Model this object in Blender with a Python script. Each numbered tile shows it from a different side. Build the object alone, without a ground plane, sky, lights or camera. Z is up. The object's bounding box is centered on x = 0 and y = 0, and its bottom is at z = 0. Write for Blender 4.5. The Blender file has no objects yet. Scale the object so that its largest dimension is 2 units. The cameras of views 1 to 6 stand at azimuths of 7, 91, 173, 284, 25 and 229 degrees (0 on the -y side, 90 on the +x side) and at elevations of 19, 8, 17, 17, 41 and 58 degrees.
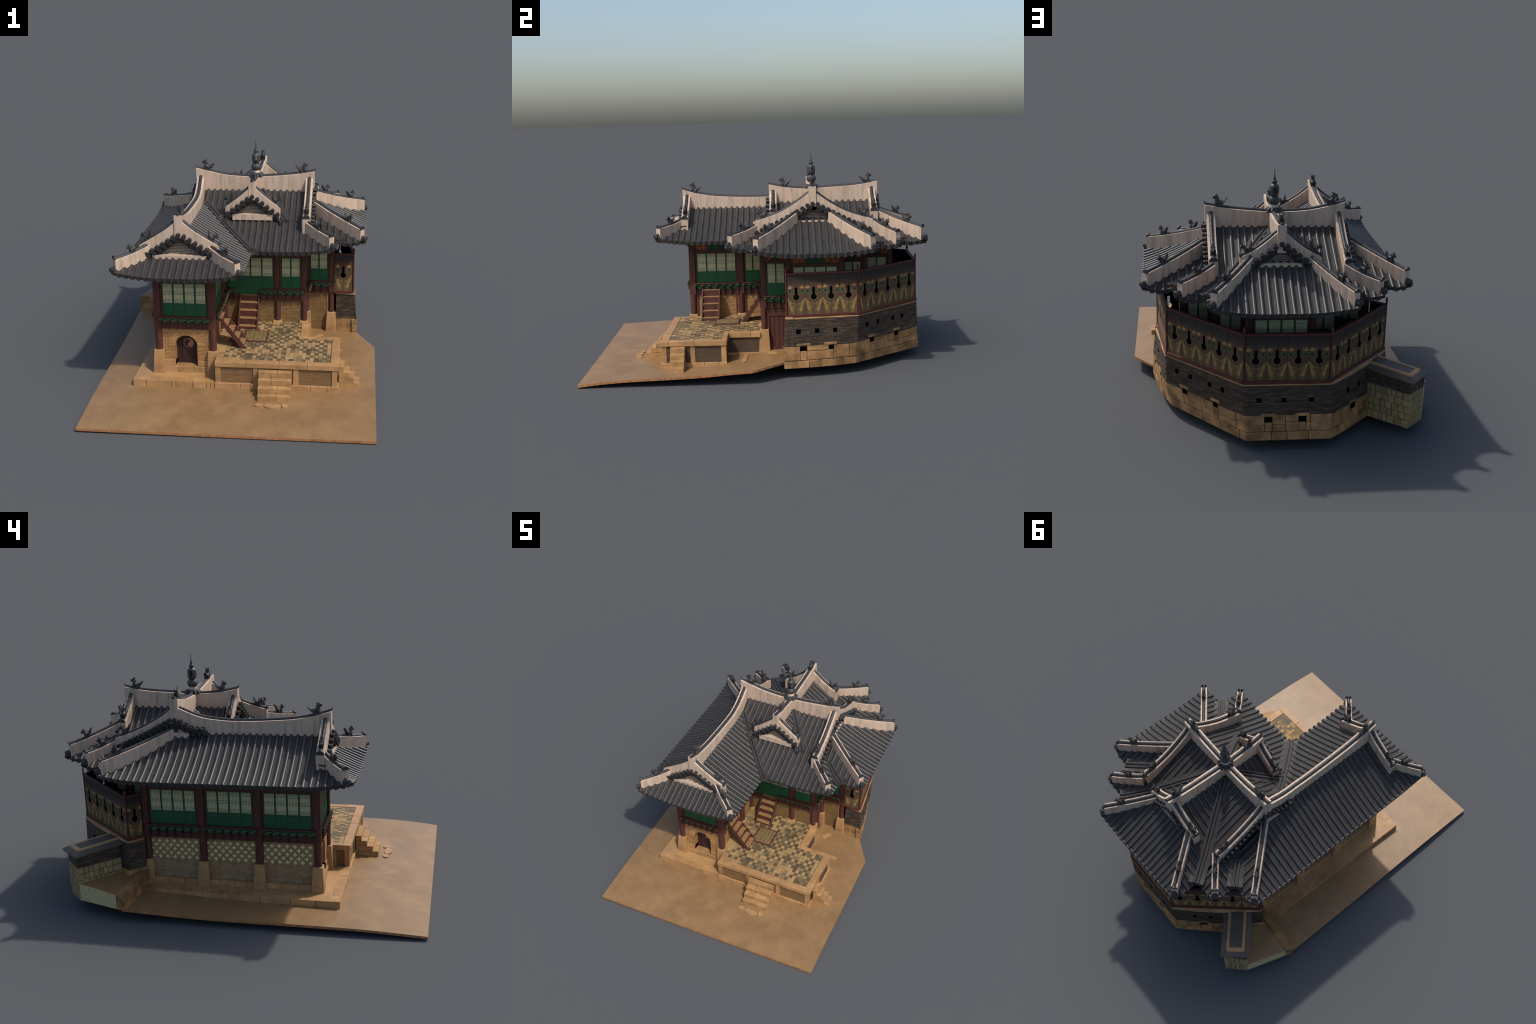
# A Korean hillside pavilion: a cross-plan timber hall with a tiled roof on a fortress bastion.
import bpy, math, random
from mathutils import Vector, Matrix
R = random.Random(7)

# ------------------------------------------------------------------ materials
def lin(c):
    return tuple(((v / 255.0) / 12.92 if v / 255.0 <= 0.04045 else ((v / 255.0 + 0.055) / 1.055) ** 2.4) for v in c) + (1.0,)

class NT:
    """small helper that writes shader nodes"""
    def __init__(self, name):
        self.m = bpy.data.materials.new(name)
        self.m.use_nodes = True
        self.t = self.m.node_tree
        self.t.nodes.clear()
        self.out = self.n('ShaderNodeOutputMaterial')
        self.b = self.n('ShaderNodeBsdfPrincipled')
        self.l(self.b.outputs[0], self.out.inputs[0])
    def n(self, kind, **kw):
        x = self.t.nodes.new(kind)
        for k, v in kw.items():
            setattr(x, k, v)
        return x
    def l(self, a, b):
        self.t.links.new(a, b)
    def put(self, sock, v):
        if hasattr(v, 'links'):
            self.l(v, sock)
        else:
            sock.default_value = v
    def math(self, op, a, b=0.0, c=0.0, clamp=False):
        x = self.n('ShaderNodeMath', operation=op)
        x.use_clamp = clamp
        for i, v in enumerate((a, b, c)):
            self.put(x.inputs[i], v)
        return x.outputs[0]
    def mix(self, f, a, b, blend='MIX'):
        x = self.n('ShaderNodeMix', data_type='RGBA', blend_type=blend)
        self.put(x.inputs[0], f)
        self.put(x.inputs[6], a)
        self.put(x.inputs[7], b)
        return x.outputs[2]
    def ramp(self, f, stops, interp='LINEAR'):
        x = self.n('ShaderNodeValToRGB')
        x.color_ramp.interpolation = interp
        e = x.color_ramp.elements
        while len(e) < len(stops):
            e.new(0.5)
        for el, (p, c) in zip(e, stops):
            el.position = p
            el.color = c
        self.l(f, x.inputs[0])
        return x.outputs[0]
    def step(self, v, a, b):
        """smooth 0..1 as v goes a..b"""
        x = self.n('ShaderNodeMapRange')
        x.interpolation_type = 'SMOOTHSTEP'
        self.l(v, x.inputs[0])
        x.inputs[1].default_value = a
        x.inputs[2].default_value = b
        return x.outputs[0]
    def coord(self, scale=(1, 1, 1), rot=(0, 0, 0)):
        t = self.n('ShaderNodeTexCoord')
        m = self.n('ShaderNodeMapping')
        m.inputs['Scale'].default_value = scale
        m.inputs['Rotation'].default_value = rot
        self.l(t.outputs['Object'], m.inputs[0])
        return m.outputs[0]
    def noise(self, v, scale, detail=4.0, rough=0.6, dist=0.0):
        x = self.n('ShaderNodeTexNoise')
        self.l(v, x.inputs['Vector'])
        x.inputs['Scale'].default_value = scale
        x.inputs['Detail'].default_value = detail
        x.inputs['Roughness'].default_value = rough
        x.inputs['Distortion'].default_value = dist
        return x.outputs['Fac']
    def bump(self, h, strength, dist=0.002):
        x = self.n('ShaderNodeBump')
        x.inputs['Strength'].default_value = strength
        x.inputs['Distance'].default_value = dist
        self.l(h, x.inputs['Height'])
        self.l(x.outputs[0], self.b.inputs['Normal'])
    def island(self):
        return self.n('ShaderNodeNewGeometry').outputs['Random Per Island']
    def objrand(self):
        return self.n('ShaderNodeObjectInfo').outputs['Random']
    def done(self, col, rough=0.85, spec=0.4):
        self.l(col, self.b.inputs['Base Color'])
        self.b.inputs['Roughness'].default_value = rough
        self.b.inputs['Specular IOR Level'].default_value = spec
        return self.m

def mottled(name, cols, scale=20, detail=5, stretch=(1, 1, 1), fine=220, bump=0.15, rough=0.62, island=0.0, objvar=0.0, spec=0.35):
    """noise-mottled surface between several colours, with optional per-piece brightness"""
    k = NT(name)
    v = k.coord(stretch)
    f = k.noise(v, scale, detail, 0.65)
    n = len(cols)
    lo, hi = 0.30, 0.70
    c = k.ramp(f, [(lo + (hi - lo) * i / max(1, n - 1), lin(x)) for i, x in enumerate(cols)])
    g = k.noise(v, fine, 3, 0.7)
    dark = k.math('MULTIPLY_ADD', g, 0.5, 0.75)
    if island:
        dark = k.math('MULTIPLY', dark, k.math('MULTIPLY_ADD', k.island(), 2 * island, 1 - island))
    if objvar:
        dark = k.math('MULTIPLY', dark, k.math('MULTIPLY_ADD', k.objrand(), 2 * objvar, 1 - objvar))
    mul = k.n('ShaderNodeVectorMath', operation='SCALE')
    k.l(c, mul.inputs[0])
    k.l(dark, mul.inputs['Scale'])
    if bump:
        k.bump(g, bump)
    return k.done(mul.outputs[0], rough, spec)

def bricks(name, c1, c2, mortar, w=0.034, h=0.0085, gap=0.0011, stain=(60, 50, 40), stain_amt=0.5, bump=0.5):
    """running-bond brickwork on the local x-z plane"""
    k = NT(name)
    t = k.n('ShaderNodeTexCoord')
    s = k.n('ShaderNodeSeparateXYZ')
    k.l(t.outputs['Object'], s.inputs[0])
    wob = k.noise(k.coord((1, 1, 1)), 14, 2)
    z2 = k.math('ADD', s.outputs[2], k.math('MULTIPLY', wob, 0.003))
    cmb = k.n('ShaderNodeCombineXYZ')
    k.l(s.outputs[0], cmb.inputs[0])
    k.l(z2, cmb.inputs[1])
    b = k.n('ShaderNodeTexBrick')
    k.l(cmb.outputs[0], b.inputs['Vector'])
    b.inputs['Color1'].default_value = lin(c1)
    b.inputs['Color2'].default_value = lin(c2)
    b.inputs['Mortar'].default_value = lin(mortar)
    b.inputs['Scale'].default_value = 1.0
    b.inputs['Brick Width'].default_value = w
    b.inputs['Row Height'].default_value = h
    b.inputs['Mortar Size'].default_value = gap
    b.inputs['Mortar Smooth'].default_value = 0.3
    b.inputs['Bias'].default_value = 0.0
    v = k.coord((1, 1, 1.6))
    st = k.noise(v, 16, 5, 0.7)
    f = k.math('MULTIPLY', k.step(st, 0.42, 0.68), stain_amt)
    col = k.mix(f, b.outputs['Color'], lin(stain))
    g = k.noise(k.coord((1, 1, 3)), 150, 3)
    mul = k.n('ShaderNodeVectorMath', operation='SCALE')
    k.l(col, mul.inputs[0])
    k.l(k.math('MULTIPLY_ADD', g, 0.7, 0.65), mul.inputs['Scale'])
    k.bump(k.math('SUBTRACT', k.math('MULTIPLY', g, 0.5), b.outputs['Fac']), bump, 0.002)
    return k.done(mul.outputs[0], 0.7)

M = {}
def build_materials():
    M['earth'] = mottled('courtyard_earth', [(120, 92, 60), (132, 102, 67), (144, 112, 75)], 9, 7, fine=160, bump=0.2, rough=0.5, spec=0.5)
    M['sand'] = mottled('plinth_sand', [(144, 109, 69), (164, 127, 83), (176, 138, 92)], 8, 6, fine=200, bump=0.2, rough=0.55, spec=0.5)
    M['earth_edge'] = mottled('earth_cut_edge', [(128, 86, 54), (176, 124, 80)], 60, 3, stretch=(1, 1, 0.1), fine=300)
    M['granite'] = mottled('warm_granite', [(138, 104, 66), (164, 125, 82), (180, 141, 95)], 12, 6, fine=260, bump=0.25, rough=0.55, objvar=0.08, spec=0.5)
    M['wallstone'] = mottled('fortress_granite', [(86, 68, 44), (148, 111, 70), (188, 141, 92)], 12, 7, fine=220, bump=0.4, objvar=0.16)
    M['rubble'] = mottled('rubble_stone', [(124, 108, 74), (160, 138, 98)], 30, 5, fine=240, bump=0.4, island=0.18)
    M['mortar'] = mottled('dark_joint', [(56, 46, 36), (72, 60, 46)], 30, 3)
    M['fortbrick'] = mottled('grey_fort_brick', [(48, 39, 33), (68, 56, 46), (92, 75, 58)], 22, 5, stretch=(1, 1, 3), fine=260, bump=0.3, island=0.25)
    M['fortjoint'] = mottled('lime_joint', [(60, 49, 39), (124, 97, 68), (200, 154, 108)], 16, 4, stretch=(1, 1, 2))
    M['tile'] = mottled('roof_tile', [(48, 45, 44), (55, 52, 50), (62, 59, 57)], 14, 4, fine=180, bump=0.08, rough=0.47, objvar=0.08, spec=0.5)
    M['pan'] = mottled('pan_tile', [(42, 40, 39), (49, 47, 45), (56, 53, 51)], 16, 4, fine=160, bump=0.1, rough=0.55)  # darkened below roof_tile to deepen the shadow along each cover row
    M['darktile'] = mottled('ridge_tile', [(44, 43, 44), (56, 55, 56)], 40, 4, fine=200, bump=0.12, rough=0.5)
    M['figure'] = mottled('clay_figure', [(38, 37, 36), (62, 60, 57)], 60, 4, fine=260, bump=0.3, rough=0.5, spec=0.5)
    M['cap'] = mottled('cap_tile', [(74, 66, 58), (92, 82, 72)], 20, 4, fine=180, bump=0.2)
    M['barge'] = mottled('sooty_bargeboard', [(36, 31, 29), (48, 42, 38)], 20, 3)
    M['step'] = mottled('worn_step_granite', [(132, 100, 62), (158, 121, 78), (176, 137, 90)], 16, 6, fine=260, bump=0.3, objvar=0.08)
    M['finial'] = mottled('bronze_grey_finial', [(50, 51, 49), (70, 71, 67)], 40, 4, fine=260, bump=0.1, rough=0.45)
    k = NT('ridge_plaster')
    v = k.coord((1, 1, 0.12))
    f = k.noise(v, 45, 3, 0.6)
    c = k.ramp(f, [(0.3, lin((160, 143, 124))), (0.55, lin((194, 170, 149))), (0.75, lin((198, 166, 147)))])  # pinkish tint bakes warm sunlight from the sunny ridge faces into the plaster
    k.bump(k.noise(k.coord(), 120, 3), 0.08)
    M['plaster'] = k.done(c, 0.65)
    M['wood'] = mottled('maroon_timber', [(62, 34, 30), (78, 43, 37), (88, 50, 42)], 10, 4, stretch=(6, 6, 1), fine=160, bump=0.1, objvar=0.05)
    M['darkwood'] = mottled('dark_timber', [(46, 27, 27), (62, 35, 34)], 12, 4, fine=160)
    M['redrail'] = mottled('red_rail', [(72, 34, 30), (92, 44, 38)], 30, 4, fine=160, bump=0.1)
    M['liner'] = mottled('near_black_liner', [(14, 12, 11), (22, 18, 16)], 10, 3, rough=1.0, spec=0.0)
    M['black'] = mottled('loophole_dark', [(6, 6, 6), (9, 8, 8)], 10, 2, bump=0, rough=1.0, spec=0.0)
    M['board'] = mottled('worn_board', [(92, 78, 50), (116, 98, 64), (128, 110, 74)], 18, 5, stretch=(4, 1, 1), fine=200, bump=0.2, island=0.08)
    M['tread'] = mottled('worn_tread', [(122, 90, 56), (152, 116, 76)], 40, 5, fine=200, bump=0.2)
    M['green'] = mottled('green_paint', [(20, 68, 40), (28, 86, 54)], 26, 3, stretch=(1, 1, 0.2), fine=200, bump=0.05, rough=0.55)
    M['dgreen'] = mottled('lattice_green', [(112, 122, 90), (122, 132, 100)], 30, 2, bump=0)
    M['paper'] = mottled('window_paper', [(206, 198, 158), (216, 208, 170)], 20, 3, bump=0)
    M['leaf'] = mottled('bracket_green', [(54, 98, 58), (72, 118, 72)], 60, 3, bump=0.05)
    M['panelgreen'] = mottled('panel_green', [(18, 74, 54), (26, 92, 70)], 60, 3, bump=0.05)
    M['motif'] = mottled('motif_tan', [(136, 122, 88), (160, 146, 108)], 60, 3, bump=0)
    M['orange'] = mottled('painted_orange', [(44, 66, 36), (120, 66, 38), (176, 96, 62), (150, 120, 70)], 80, 3, stretch=(1, 1, 0.4), bump=0)
    M['rafter'] = mottled('painted_rafter', [(44, 58, 34), (72, 66, 40), (96, 62, 40)], 50, 3, bump=0.1)
    M['tan_brick'] = bricks('tan_brick', (176, 134, 84), (156, 116, 72), (112, 82, 52), stain=(110, 84, 50), stain_amt=0.45)
    M['arch_brick'] = mottled('arch_brick', [(150, 110, 66), (182, 138, 88)], 30, 4, fine=200, bump=0.3, island=0.1)
    M['brown_brick'] = bricks('brown_brick', (138, 106, 64), (118, 90, 55), (90, 68, 42), stain=(84, 64, 38), stain_amt=0.5)
    M['west_brick'] = bricks('lightened_brick', (158, 126, 92), (132, 108, 82), (142, 122, 88), w=0.03, h=0.0085, stain=(92, 80, 64), stain_amt=0.6)  # base colours raised to reach the brightness seen on the shaded west side
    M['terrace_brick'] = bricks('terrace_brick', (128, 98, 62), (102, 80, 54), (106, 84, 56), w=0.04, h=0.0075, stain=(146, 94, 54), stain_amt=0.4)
    M['gable_brick'] = bricks('gable_brick', (74, 68, 66), (92, 80, 74), (188, 174, 158), w=0.030, h=0.0085, gap=0.0014, stain=(90, 84, 80), stain_amt=0.2, bump=0.3)
    M['emblem'] = mottled('faded_emblem', [(138, 104, 76), (156, 118, 86)], 60, 3, bump=0)
    M['cross'] = mottled('cross_tile', [(196, 180, 124), (214, 198, 142)], 40, 4, fine=200, bump=0.15)  # tile tone lightened to offset the west wall's shade
    # paving: each tile picks a tone of its own
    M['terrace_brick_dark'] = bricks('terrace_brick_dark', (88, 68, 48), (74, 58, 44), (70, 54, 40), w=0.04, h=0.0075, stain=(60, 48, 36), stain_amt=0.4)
    M['paving_dark'] = mottled('paving_tile_dark', [(74, 62, 46), (90, 76, 55), (104, 88, 62)], 30, 5, fine=120, bump=0.15, island=0.16)
    k = NT('paving_tile')
    r = k.island()
    c = k.ramp(r, [(0.0, lin((112, 96, 66))), (0.16, lin((128, 106, 71))), (0.36, lin((148, 119, 79))), (0.70, lin((160, 129, 87)))], 'CONSTANT')
    g = k.noise(k.coord(), 90, 5)
    st = k.step(k.noise(k.coord(), 9, 3), 0.45, 0.7)
    c = k.mix(k.math('MULTIPLY', st, 0.45), c, lin((112, 98, 70)))
    sc = k.n('ShaderNodeVectorMath', operation='SCALE')
    k.l(c, sc.inputs[0])
    k.l(k.math('MULTIPLY_ADD', g, 0.6, 0.7), sc.inputs['Scale'])
    k.bump(g, 0.15)
    M['paving'] = k.done(sc.outputs[0], 0.85)
    M['beast'] = beast_paint()

def beast_paint():
    """worn guardian face painted on each parapet panel (local x across, z up)"""
    k = NT('painted_guardian_board')
    t = k.n('ShaderNodeTexCoord')
    s = k.n('ShaderNodeSeparateXYZ')
    k.l(t.outputs['Object'], s.inputs[0])
    wob = k.math('MULTIPLY_ADD', k.noise(k.coord(), 60, 3), 0.006, -0.003)
    x = k.math('ADD', s.outputs[0], wob)
    z = k.math('ADD', s.outputs[2], wob)
    ax = k.math('ABSOLUTE', x)
    grain = k.noise(k.coord((8, 8, 0.8)), 30, 5, 0.7)
    fine = k.noise(k.coord((1, 1, 1)), 90, 4, 0.7)
    base = k.ramp(grain, [(0.3, lin((74, 54, 38))), (0.7, lin((104, 78, 56)))])
    # dark weathered top
    top = k.step(z, 0.155, 0.205)
    col = k.mix(k.math('MULTIPLY', top, 0.9), base, lin((46, 42, 39)))
    # forehead rings
    d0 = k.math('SQRT', k.math('ADD', k.math('POWER', x, 2.0), k.math('POWER', k.math('SUBTRACT', z, 0.172), 2.0)))
    ring = k.math('SINE', k.math('MULTIPLY', d0, 700.0))
    ring = k.math('MULTIPLY', k.step(ring, 0.3, 0.9), k.math('MULTIPLY', k.math('SUBTRACT', 1.0, k.step(d0, 0.015, 0.03)), 0.35))
    col = k.mix(ring, col, lin((92, 62, 46)))
    # drape: below a curve that hangs from the panel edges
    curve = k.math('MULTIPLY_ADD', k.math('POWER', k.math('MULTIPLY', ax, 20.0), 2.2), 0.036, 0.068)
    below = k.math('SUBTRACT', 1.0, k.step(k.math('SUBTRACT', z, curve), -0.002, 0.001))
    line = k.math('MULTIPLY_ADD', k.math('SUBTRACT', z, 0.024), 0.26, 0.027)
    off = k.math('SUBTRACT', ax, line)
    streak = k.noise(k.coord((9, 9, 1.2), (0, 0.25, 0)), 26, 4, 0.7)
    foldc = k.ramp(streak, [(0.30, lin((88, 82, 46))), (0.44, lin((130, 114, 60))), (0.58, lin((178, 138, 80))), (0.74, lin((210, 162, 98)))])
    inner = k.ramp(fine, [(0.32, lin((72, 60, 44))), (0.5, lin((104, 84, 54))), (0.68, lin((140, 106, 70)))])
    band = k.math('MULTIPLY', k.step(off, -0.017, -0.007), k.math('SUBTRACT', 1.0, k.step(off, 0.004, 0.006)))
    dr = k.mix(k.math('MULTIPLY', band, 0.9), inner, foldc)
    dr = k.mix(k.math('MULTIPLY', k.step(off, 0.004, 0.006), 0.8), dr, lin((88, 66, 46)))
    low = k.math('SUBTRACT', 1.0, k.step(z, 0.022, 0.028))
    dr = k.mix(k.math('MULTIPLY', low, 0.65), dr, lin((92, 78, 50)))
    col = k.mix(k.math('MULTIPLY', below, 0.95), col, dr)
    # bright hem along the curve
    hem = k.math('SUBTRACT', 1.0, k.step(k.math('ABSOLUTE', k.math('SUBTRACT', z, k.math('SUBTRACT', curve, 0.003))), 0.0, 0.004))
    col = k.mix(k.math('MULTIPLY', k.math('MULTIPLY', hem, 0.7), k.step(streak, 0.4, 0.6)), col, lin((178, 140, 84)))
    # eyes
    ex = k.math('SUBTRACT', ax, 0.034)
    ez = k.math('SUBTRACT', z, 0.136)
    de = k.math('SQRT', k.math('ADD', k.math('POWER', ex, 2.0), k.math('POWER', ez, 2.0)))
    eye = k.math('MULTIPLY', k.math('SUBTRACT', 1.0, k.step(de, 0.0145, 0.0165)), k.math('SUBTRACT', 1.0, k.step(z, 0.1455, 0.148)))
    col = k.mix(k.math('MULTIPLY', eye, 0.85), col, lin((84, 88, 58)))
    pup = k.math('SUBTRACT', 1.0, k.step(de, 0.0055, 0.0075))
    col = k.mix(pup, col, lin((34, 34, 36)))
    # flame-like brows
    spike = k.math('ABSOLUTE', k.math('SINE', k.math('MULTIPLY', x, 480.0)))
    bt = k.math('MULTIPLY_ADD', spike, 0.014, 0.157)
    bt = k.math('SUBTRACT', bt, k.math('MULTIPLY', k.math('ABSOLUTE', ex), 0.7))
    brow = k.math('MULTIPLY', k.math('MULTIPLY', k.step(z, 0.151, 0.153), k.math('SUBTRACT', 1.0, k.step(k.math('SUBTRACT', z, bt), -0.002, 0.003))), k.math('SUBTRACT', 1.0, k.step(k.math('ABSOLUTE', ex), 0.012, 0.0145)))
    col = k.mix(k.math('MULTIPLY', k.math('MULTIPLY', brow, 0.95), k.step(fine, 0.3, 0.5)), col, lin((186, 142, 84)))
    # halo of the loophole
    dh = k.math('SQRT', k.math('ADD', k.math('POWER', x, 2.0), k.math('POWER', k.math('SUBTRACT', z, 0.103), 2.0)))
    halo = k.math('MULTIPLY', k.math('SUBTRACT', 1.0, k.step(k.math('ABSOLUTE', k.math('SUBTRACT', dh, 0.022)), 0.001, 0.003)), 0.4)
    col = k.mix(halo, col, lin((120, 104, 64)))
    # plank joint down the middle
    seam = k.math('SUBTRACT', 1.0, k.step(k.math('ABSOLUTE', s.outputs[0]), 0.0006, 0.0018))
    col = k.mix(k.math('MULTIPLY', seam, 0.8), col, lin((30, 26, 24)))
    sc = k.n('ShaderNodeVectorMath', operation='SCALE')
    k.l(col, sc.inputs[0])
    k.l(k.math('MULTIPLY_ADD', fine, 0.8, 0.42), sc.inputs['Scale'])
    k.bump(grain, 0.2)
    return k.done(sc.outputs[0], 0.85)

# ------------------------------------------------------------------ mesh helper
class MB:
    """collects polygons, then makes one mesh object"""
    def __init__(self):
        self.v, self.f, self.m = [], [], []
    def add(self, vs, fs, mi=0):
        o = len(self.v)
        self.v += [tuple(p) for p in vs]
        self.f += [tuple(i + o for i in f) for f in fs]
        self.m += [mi] * len(fs)
    def hexa(self, p, mi=0):
        """p: 4 bottom points (ccw from above) then 4 top points"""
        self.add(p, [(3, 2, 1, 0), (4, 5, 6, 7), (0, 1, 5, 4), (1, 2, 6, 5), (2, 3, 7, 6), (3, 0, 4, 7)], mi)
    def box(self, x0, x1, y0, y1, z0, z1, mi=0, T=None):
        p = [Vector(q) for q in ((x0, y0, z0), (x1, y0, z0), (x1, y1, z0), (x0, y1, z0), (x0, y0, z1), (x1, y0, z1), (x1, y1, z1), (x0, y1, z1))]
        if T is not None:
            p = [T @ q for q in p]
        self.hexa(p, mi)
    def prism(self, poly, z0, z1, mi=0, side=None, T=None):
        """upright prism over a ccw polygon; z0 / z1 numbers or functions of (x, y)"""
        n = len(poly)
        f0 = z0 if callable(z0) else (lambda x, y: z0)
        f1 = z1 if callable(z1) else (lambda x, y: z1)
        vs = [Vector((x, y, f0(x, y))) for x, y in poly] + [Vector((x, y, f1(x, y))) for x, y in poly]
        if T is not None:
            vs = [T @ q for q in vs]
        self.add(vs, [tuple(range(n - 1, -1, -1)), tuple(range(n, 2 * n))], mi)
        self.add(vs, [(i, (i + 1) % n, n + (i + 1) % n, n + i) for i in range(n)], mi if side is None else side)
    def tube(self, path, r, n=8, a0=0.0, a1=2 * math.pi, up=Vector((0, 0, 1)), cap=True, mi=0, radii=None):
        """sweep a circle arc along a path; angle 0 is the side, 90 degrees is up"""
        path = [Vector(p) for p in path]
        full = abs(a1 - a0 - 2 * math.pi) < 1e-6
        cnt = n if full else n + 1
        vs = []
        for i, p in enumerate(path):
            d = (path[min(i + 1, len(path) - 1)] - path[max(i - 1, 0)]).normalized()
            s = d.cross(up)
            if s.length < 1e-6:
                s = d.cross(Vector((1, 0, 0)))
            s.normalize()
            u = s.cross(d)
            rr = radii[i] if radii else r
            for j in range(cnt):
                a = a0 + (a1 - a0) * j / n
                vs.append(p + s * math.cos(a) * rr + u * math.sin(a) * rr)
        fs = []
        for i in range(len(path) - 1):
            for j in range(n):
                k = (j + 1) % cnt
                fs.append((i * cnt + j, i * cnt + k, (i + 1) * cnt + k, (i + 1) * cnt + j))
        if cap:
            fs.append(tuple(range(cnt - 1, -1, -1)))
            e = (len(path) - 1) * cnt
            fs.append(tuple(e + j for j in range(cnt)))
        self.add(vs, fs, mi)
    def wall(self, top, bot, w, mi=0):
        """thin upright wall along a path: top and bottom centre points"""
        n = len(top)
        vs = []
        for i in range(n):
            a, b = Vector(top[max(i - 1, 0)]), Vector(top[min(i + 1, n - 1)])
            d = Vector((b.x - a.x, b.y - a.y, 0)).normalized()
            s = Vector((d.y, -d.x, 0)) * (w / 2)
            t, q = Vector(top[i]), Vector(bot[i])
            vs += [q - s, q + s, t + s, t - s]
        fs = []
        for i in range(n - 1):
            o, e = i * 4, i * 4 + 4
            for j in range(4):
                k = (j + 1) % 4
                fs.append((o + j, o + k, e + k, e + j))
        fs += [(3, 2, 1, 0), (4 * n - 4, 4 * n - 3, 4 * n - 2, 4 * n - 1)]
        self.add(vs, fs, mi)
    def lathe(self, prof, c, n=20, mi=0):
        vs, fs = [], []
        for r, z in prof:
            for j in range(n):
                a = 2 * math.pi * j / n
                vs.append((c[0] + r * math.cos(a), c[1] + r * math.sin(a), c[2] + z))
        for i in range(len(prof) - 1):
            for j in range(n):
                k = (j + 1) % n
                fs.append((i * n + j, i * n + k, (i + 1) * n + k, (i + 1) * n + j))
        fs += [tuple(range(n - 1, -1, -1)), tuple((len(prof) - 1) * n + j for j in range(n))]
        self.add(vs, fs, mi)
    def mesh(self, name, mats):
        me = bpy.data.meshes.new(name)
        me.from_pydata(self.v, [], self.f)
        for m in mats:
            me.materials.append(M[m])
        me.polygons.foreach_set('material_index', self.m)
        me.validate()
        me.update()
        return me

ROOT = None
def place(name, me, parent, T=None, stuff=False, bevel=0.0, smooth=None):
    o = bpy.data.objects.new(name, me)
    bpy.context.scene.collection.objects.link(o)
    if parent is not None:
        o.parent = parent
    if T is not None:
        o.matrix_local = T
    if stuff:
        o['kind'] = 'stuff'
    if bevel:
        b = o.modifiers.new('edge', 'BEVEL')
        b.width = bevel
        b.segments = 2
        b.limit_method = 'ANGLE'
        b.angle_limit = math.radians(35)
    if smooth is not None and not me.get('sm'):
        me['sm'] = 1
        me.polygons.foreach_set('use_smooth', [True] * len(me.polygons))
        me.set_sharp_from_angle(angle=math.radians(smooth))
    return o
def make(name, mb, mats, parent, **kw):
    return place(name, mb.mesh(name, mats if isinstance(mats, (list, tuple)) else [mats]), parent, **kw)

def frame(p0, p1, z=0.0):
    """local frame of a wall seen from outside: x along p0->p1, -y outwards, z up"""
    X = Vector((p1[0] - p0[0], p1[1] - p0[1], 0))
    L = X.length
    X.normalize()
    Y = Vector((0, 0, 1)).cross(X)
    T = Matrix(((X.x, Y.x, 0, p0[0]), (X.y, Y.y, 0, p0[1]), (0, 0, 1, z), (0, 0, 0, 1)))
    return T, L
def lerp(a, b, t):
    return a + (b - a) * t
def interp(pts, x):
    """smooth (Catmull-Rom) interpolation through (x, y) control points"""
    n = len(pts)
    if x <= pts[0][0]:
        return pts[0][1]
    if x >= pts[-1][0]:
        return pts[-1][1]
    for i in range(n - 1):
        if x <= pts[i + 1][0]:
            x0, y0 = pts[i]
            x1, y1 = pts[i + 1]
            h = x1 - x0
            m0 = (y1 - pts[i - 1][1]) / (x1 - pts[i - 1][0]) if i > 0 else (y1 - y0) / h
            m1 = (pts[i + 2][1] - y0) / (pts[i + 2][0] - x0) if i + 2 < n else (y1 - y0) / h
            t = (x - x0) / h
            return ((2 * t ** 3 - 3 * t ** 2 + 1) * y0 + (t ** 3 - 2 * t * t + t) * h * m0 + (-2 * t ** 3 + 3 * t * t) * y1 + (t ** 3 - t * t) * h * m1)

# ------------------------------------------------------------------ roof surface
CX, CY = 0.042, 0.333           # crossing of the two main ridges
EAVE = 0.702
# one slope: (facing, eave coordinate, pitch a, curvature b); rise = a d + b d^2 at distance d inside the eave
SL = {
    'mainN': ('N', 0.820, 0.475, 0.06), 'mainS': ('S', -0.157, 0.415, 0.155), 'mainE': ('E', 0.535, 0.45, 0.15), 'mainW': ('W', -0.451, 0.52, 0.15),
    'eastE': ('E', 0.692, 0.375, 0.36), 'eastN': ('N', 0.676, 0.53, 0.12), 'eastS': ('S', -0.010, 0.53, 0.12),
    'northN': ('N', 0.982, 0.495, 0.26), 'northE': ('E', 0.384, 0.66, 0.18), 'northW': ('W', -0.300, 0.67, 0.17),
    'wingW': ('W', -0.613, 0.39, 0.53), 'wingE': ('E', 0.055, 0.455, 0.32), 'wingS': ('S', -0.624, 0.42, 0.25), 'wingN': ('N', 0.676, 0.52, -0.10),
}
def rise(s, d):
    a, b = SL[s][2], SL[s][3]
    return a * d + (b * d * d if d > 0 else 0.0)
def run_for(s, h):
    a, b = SL[s][2], SL[s][3]
    return (-a + math.sqrt(a * a + 4 * b * max(h, 0))) / (2 * b)
GE, GW, GN, GS, GWS = 0.362, -0.300, 0.702, 0.100, -0.462     # gable planes
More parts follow.
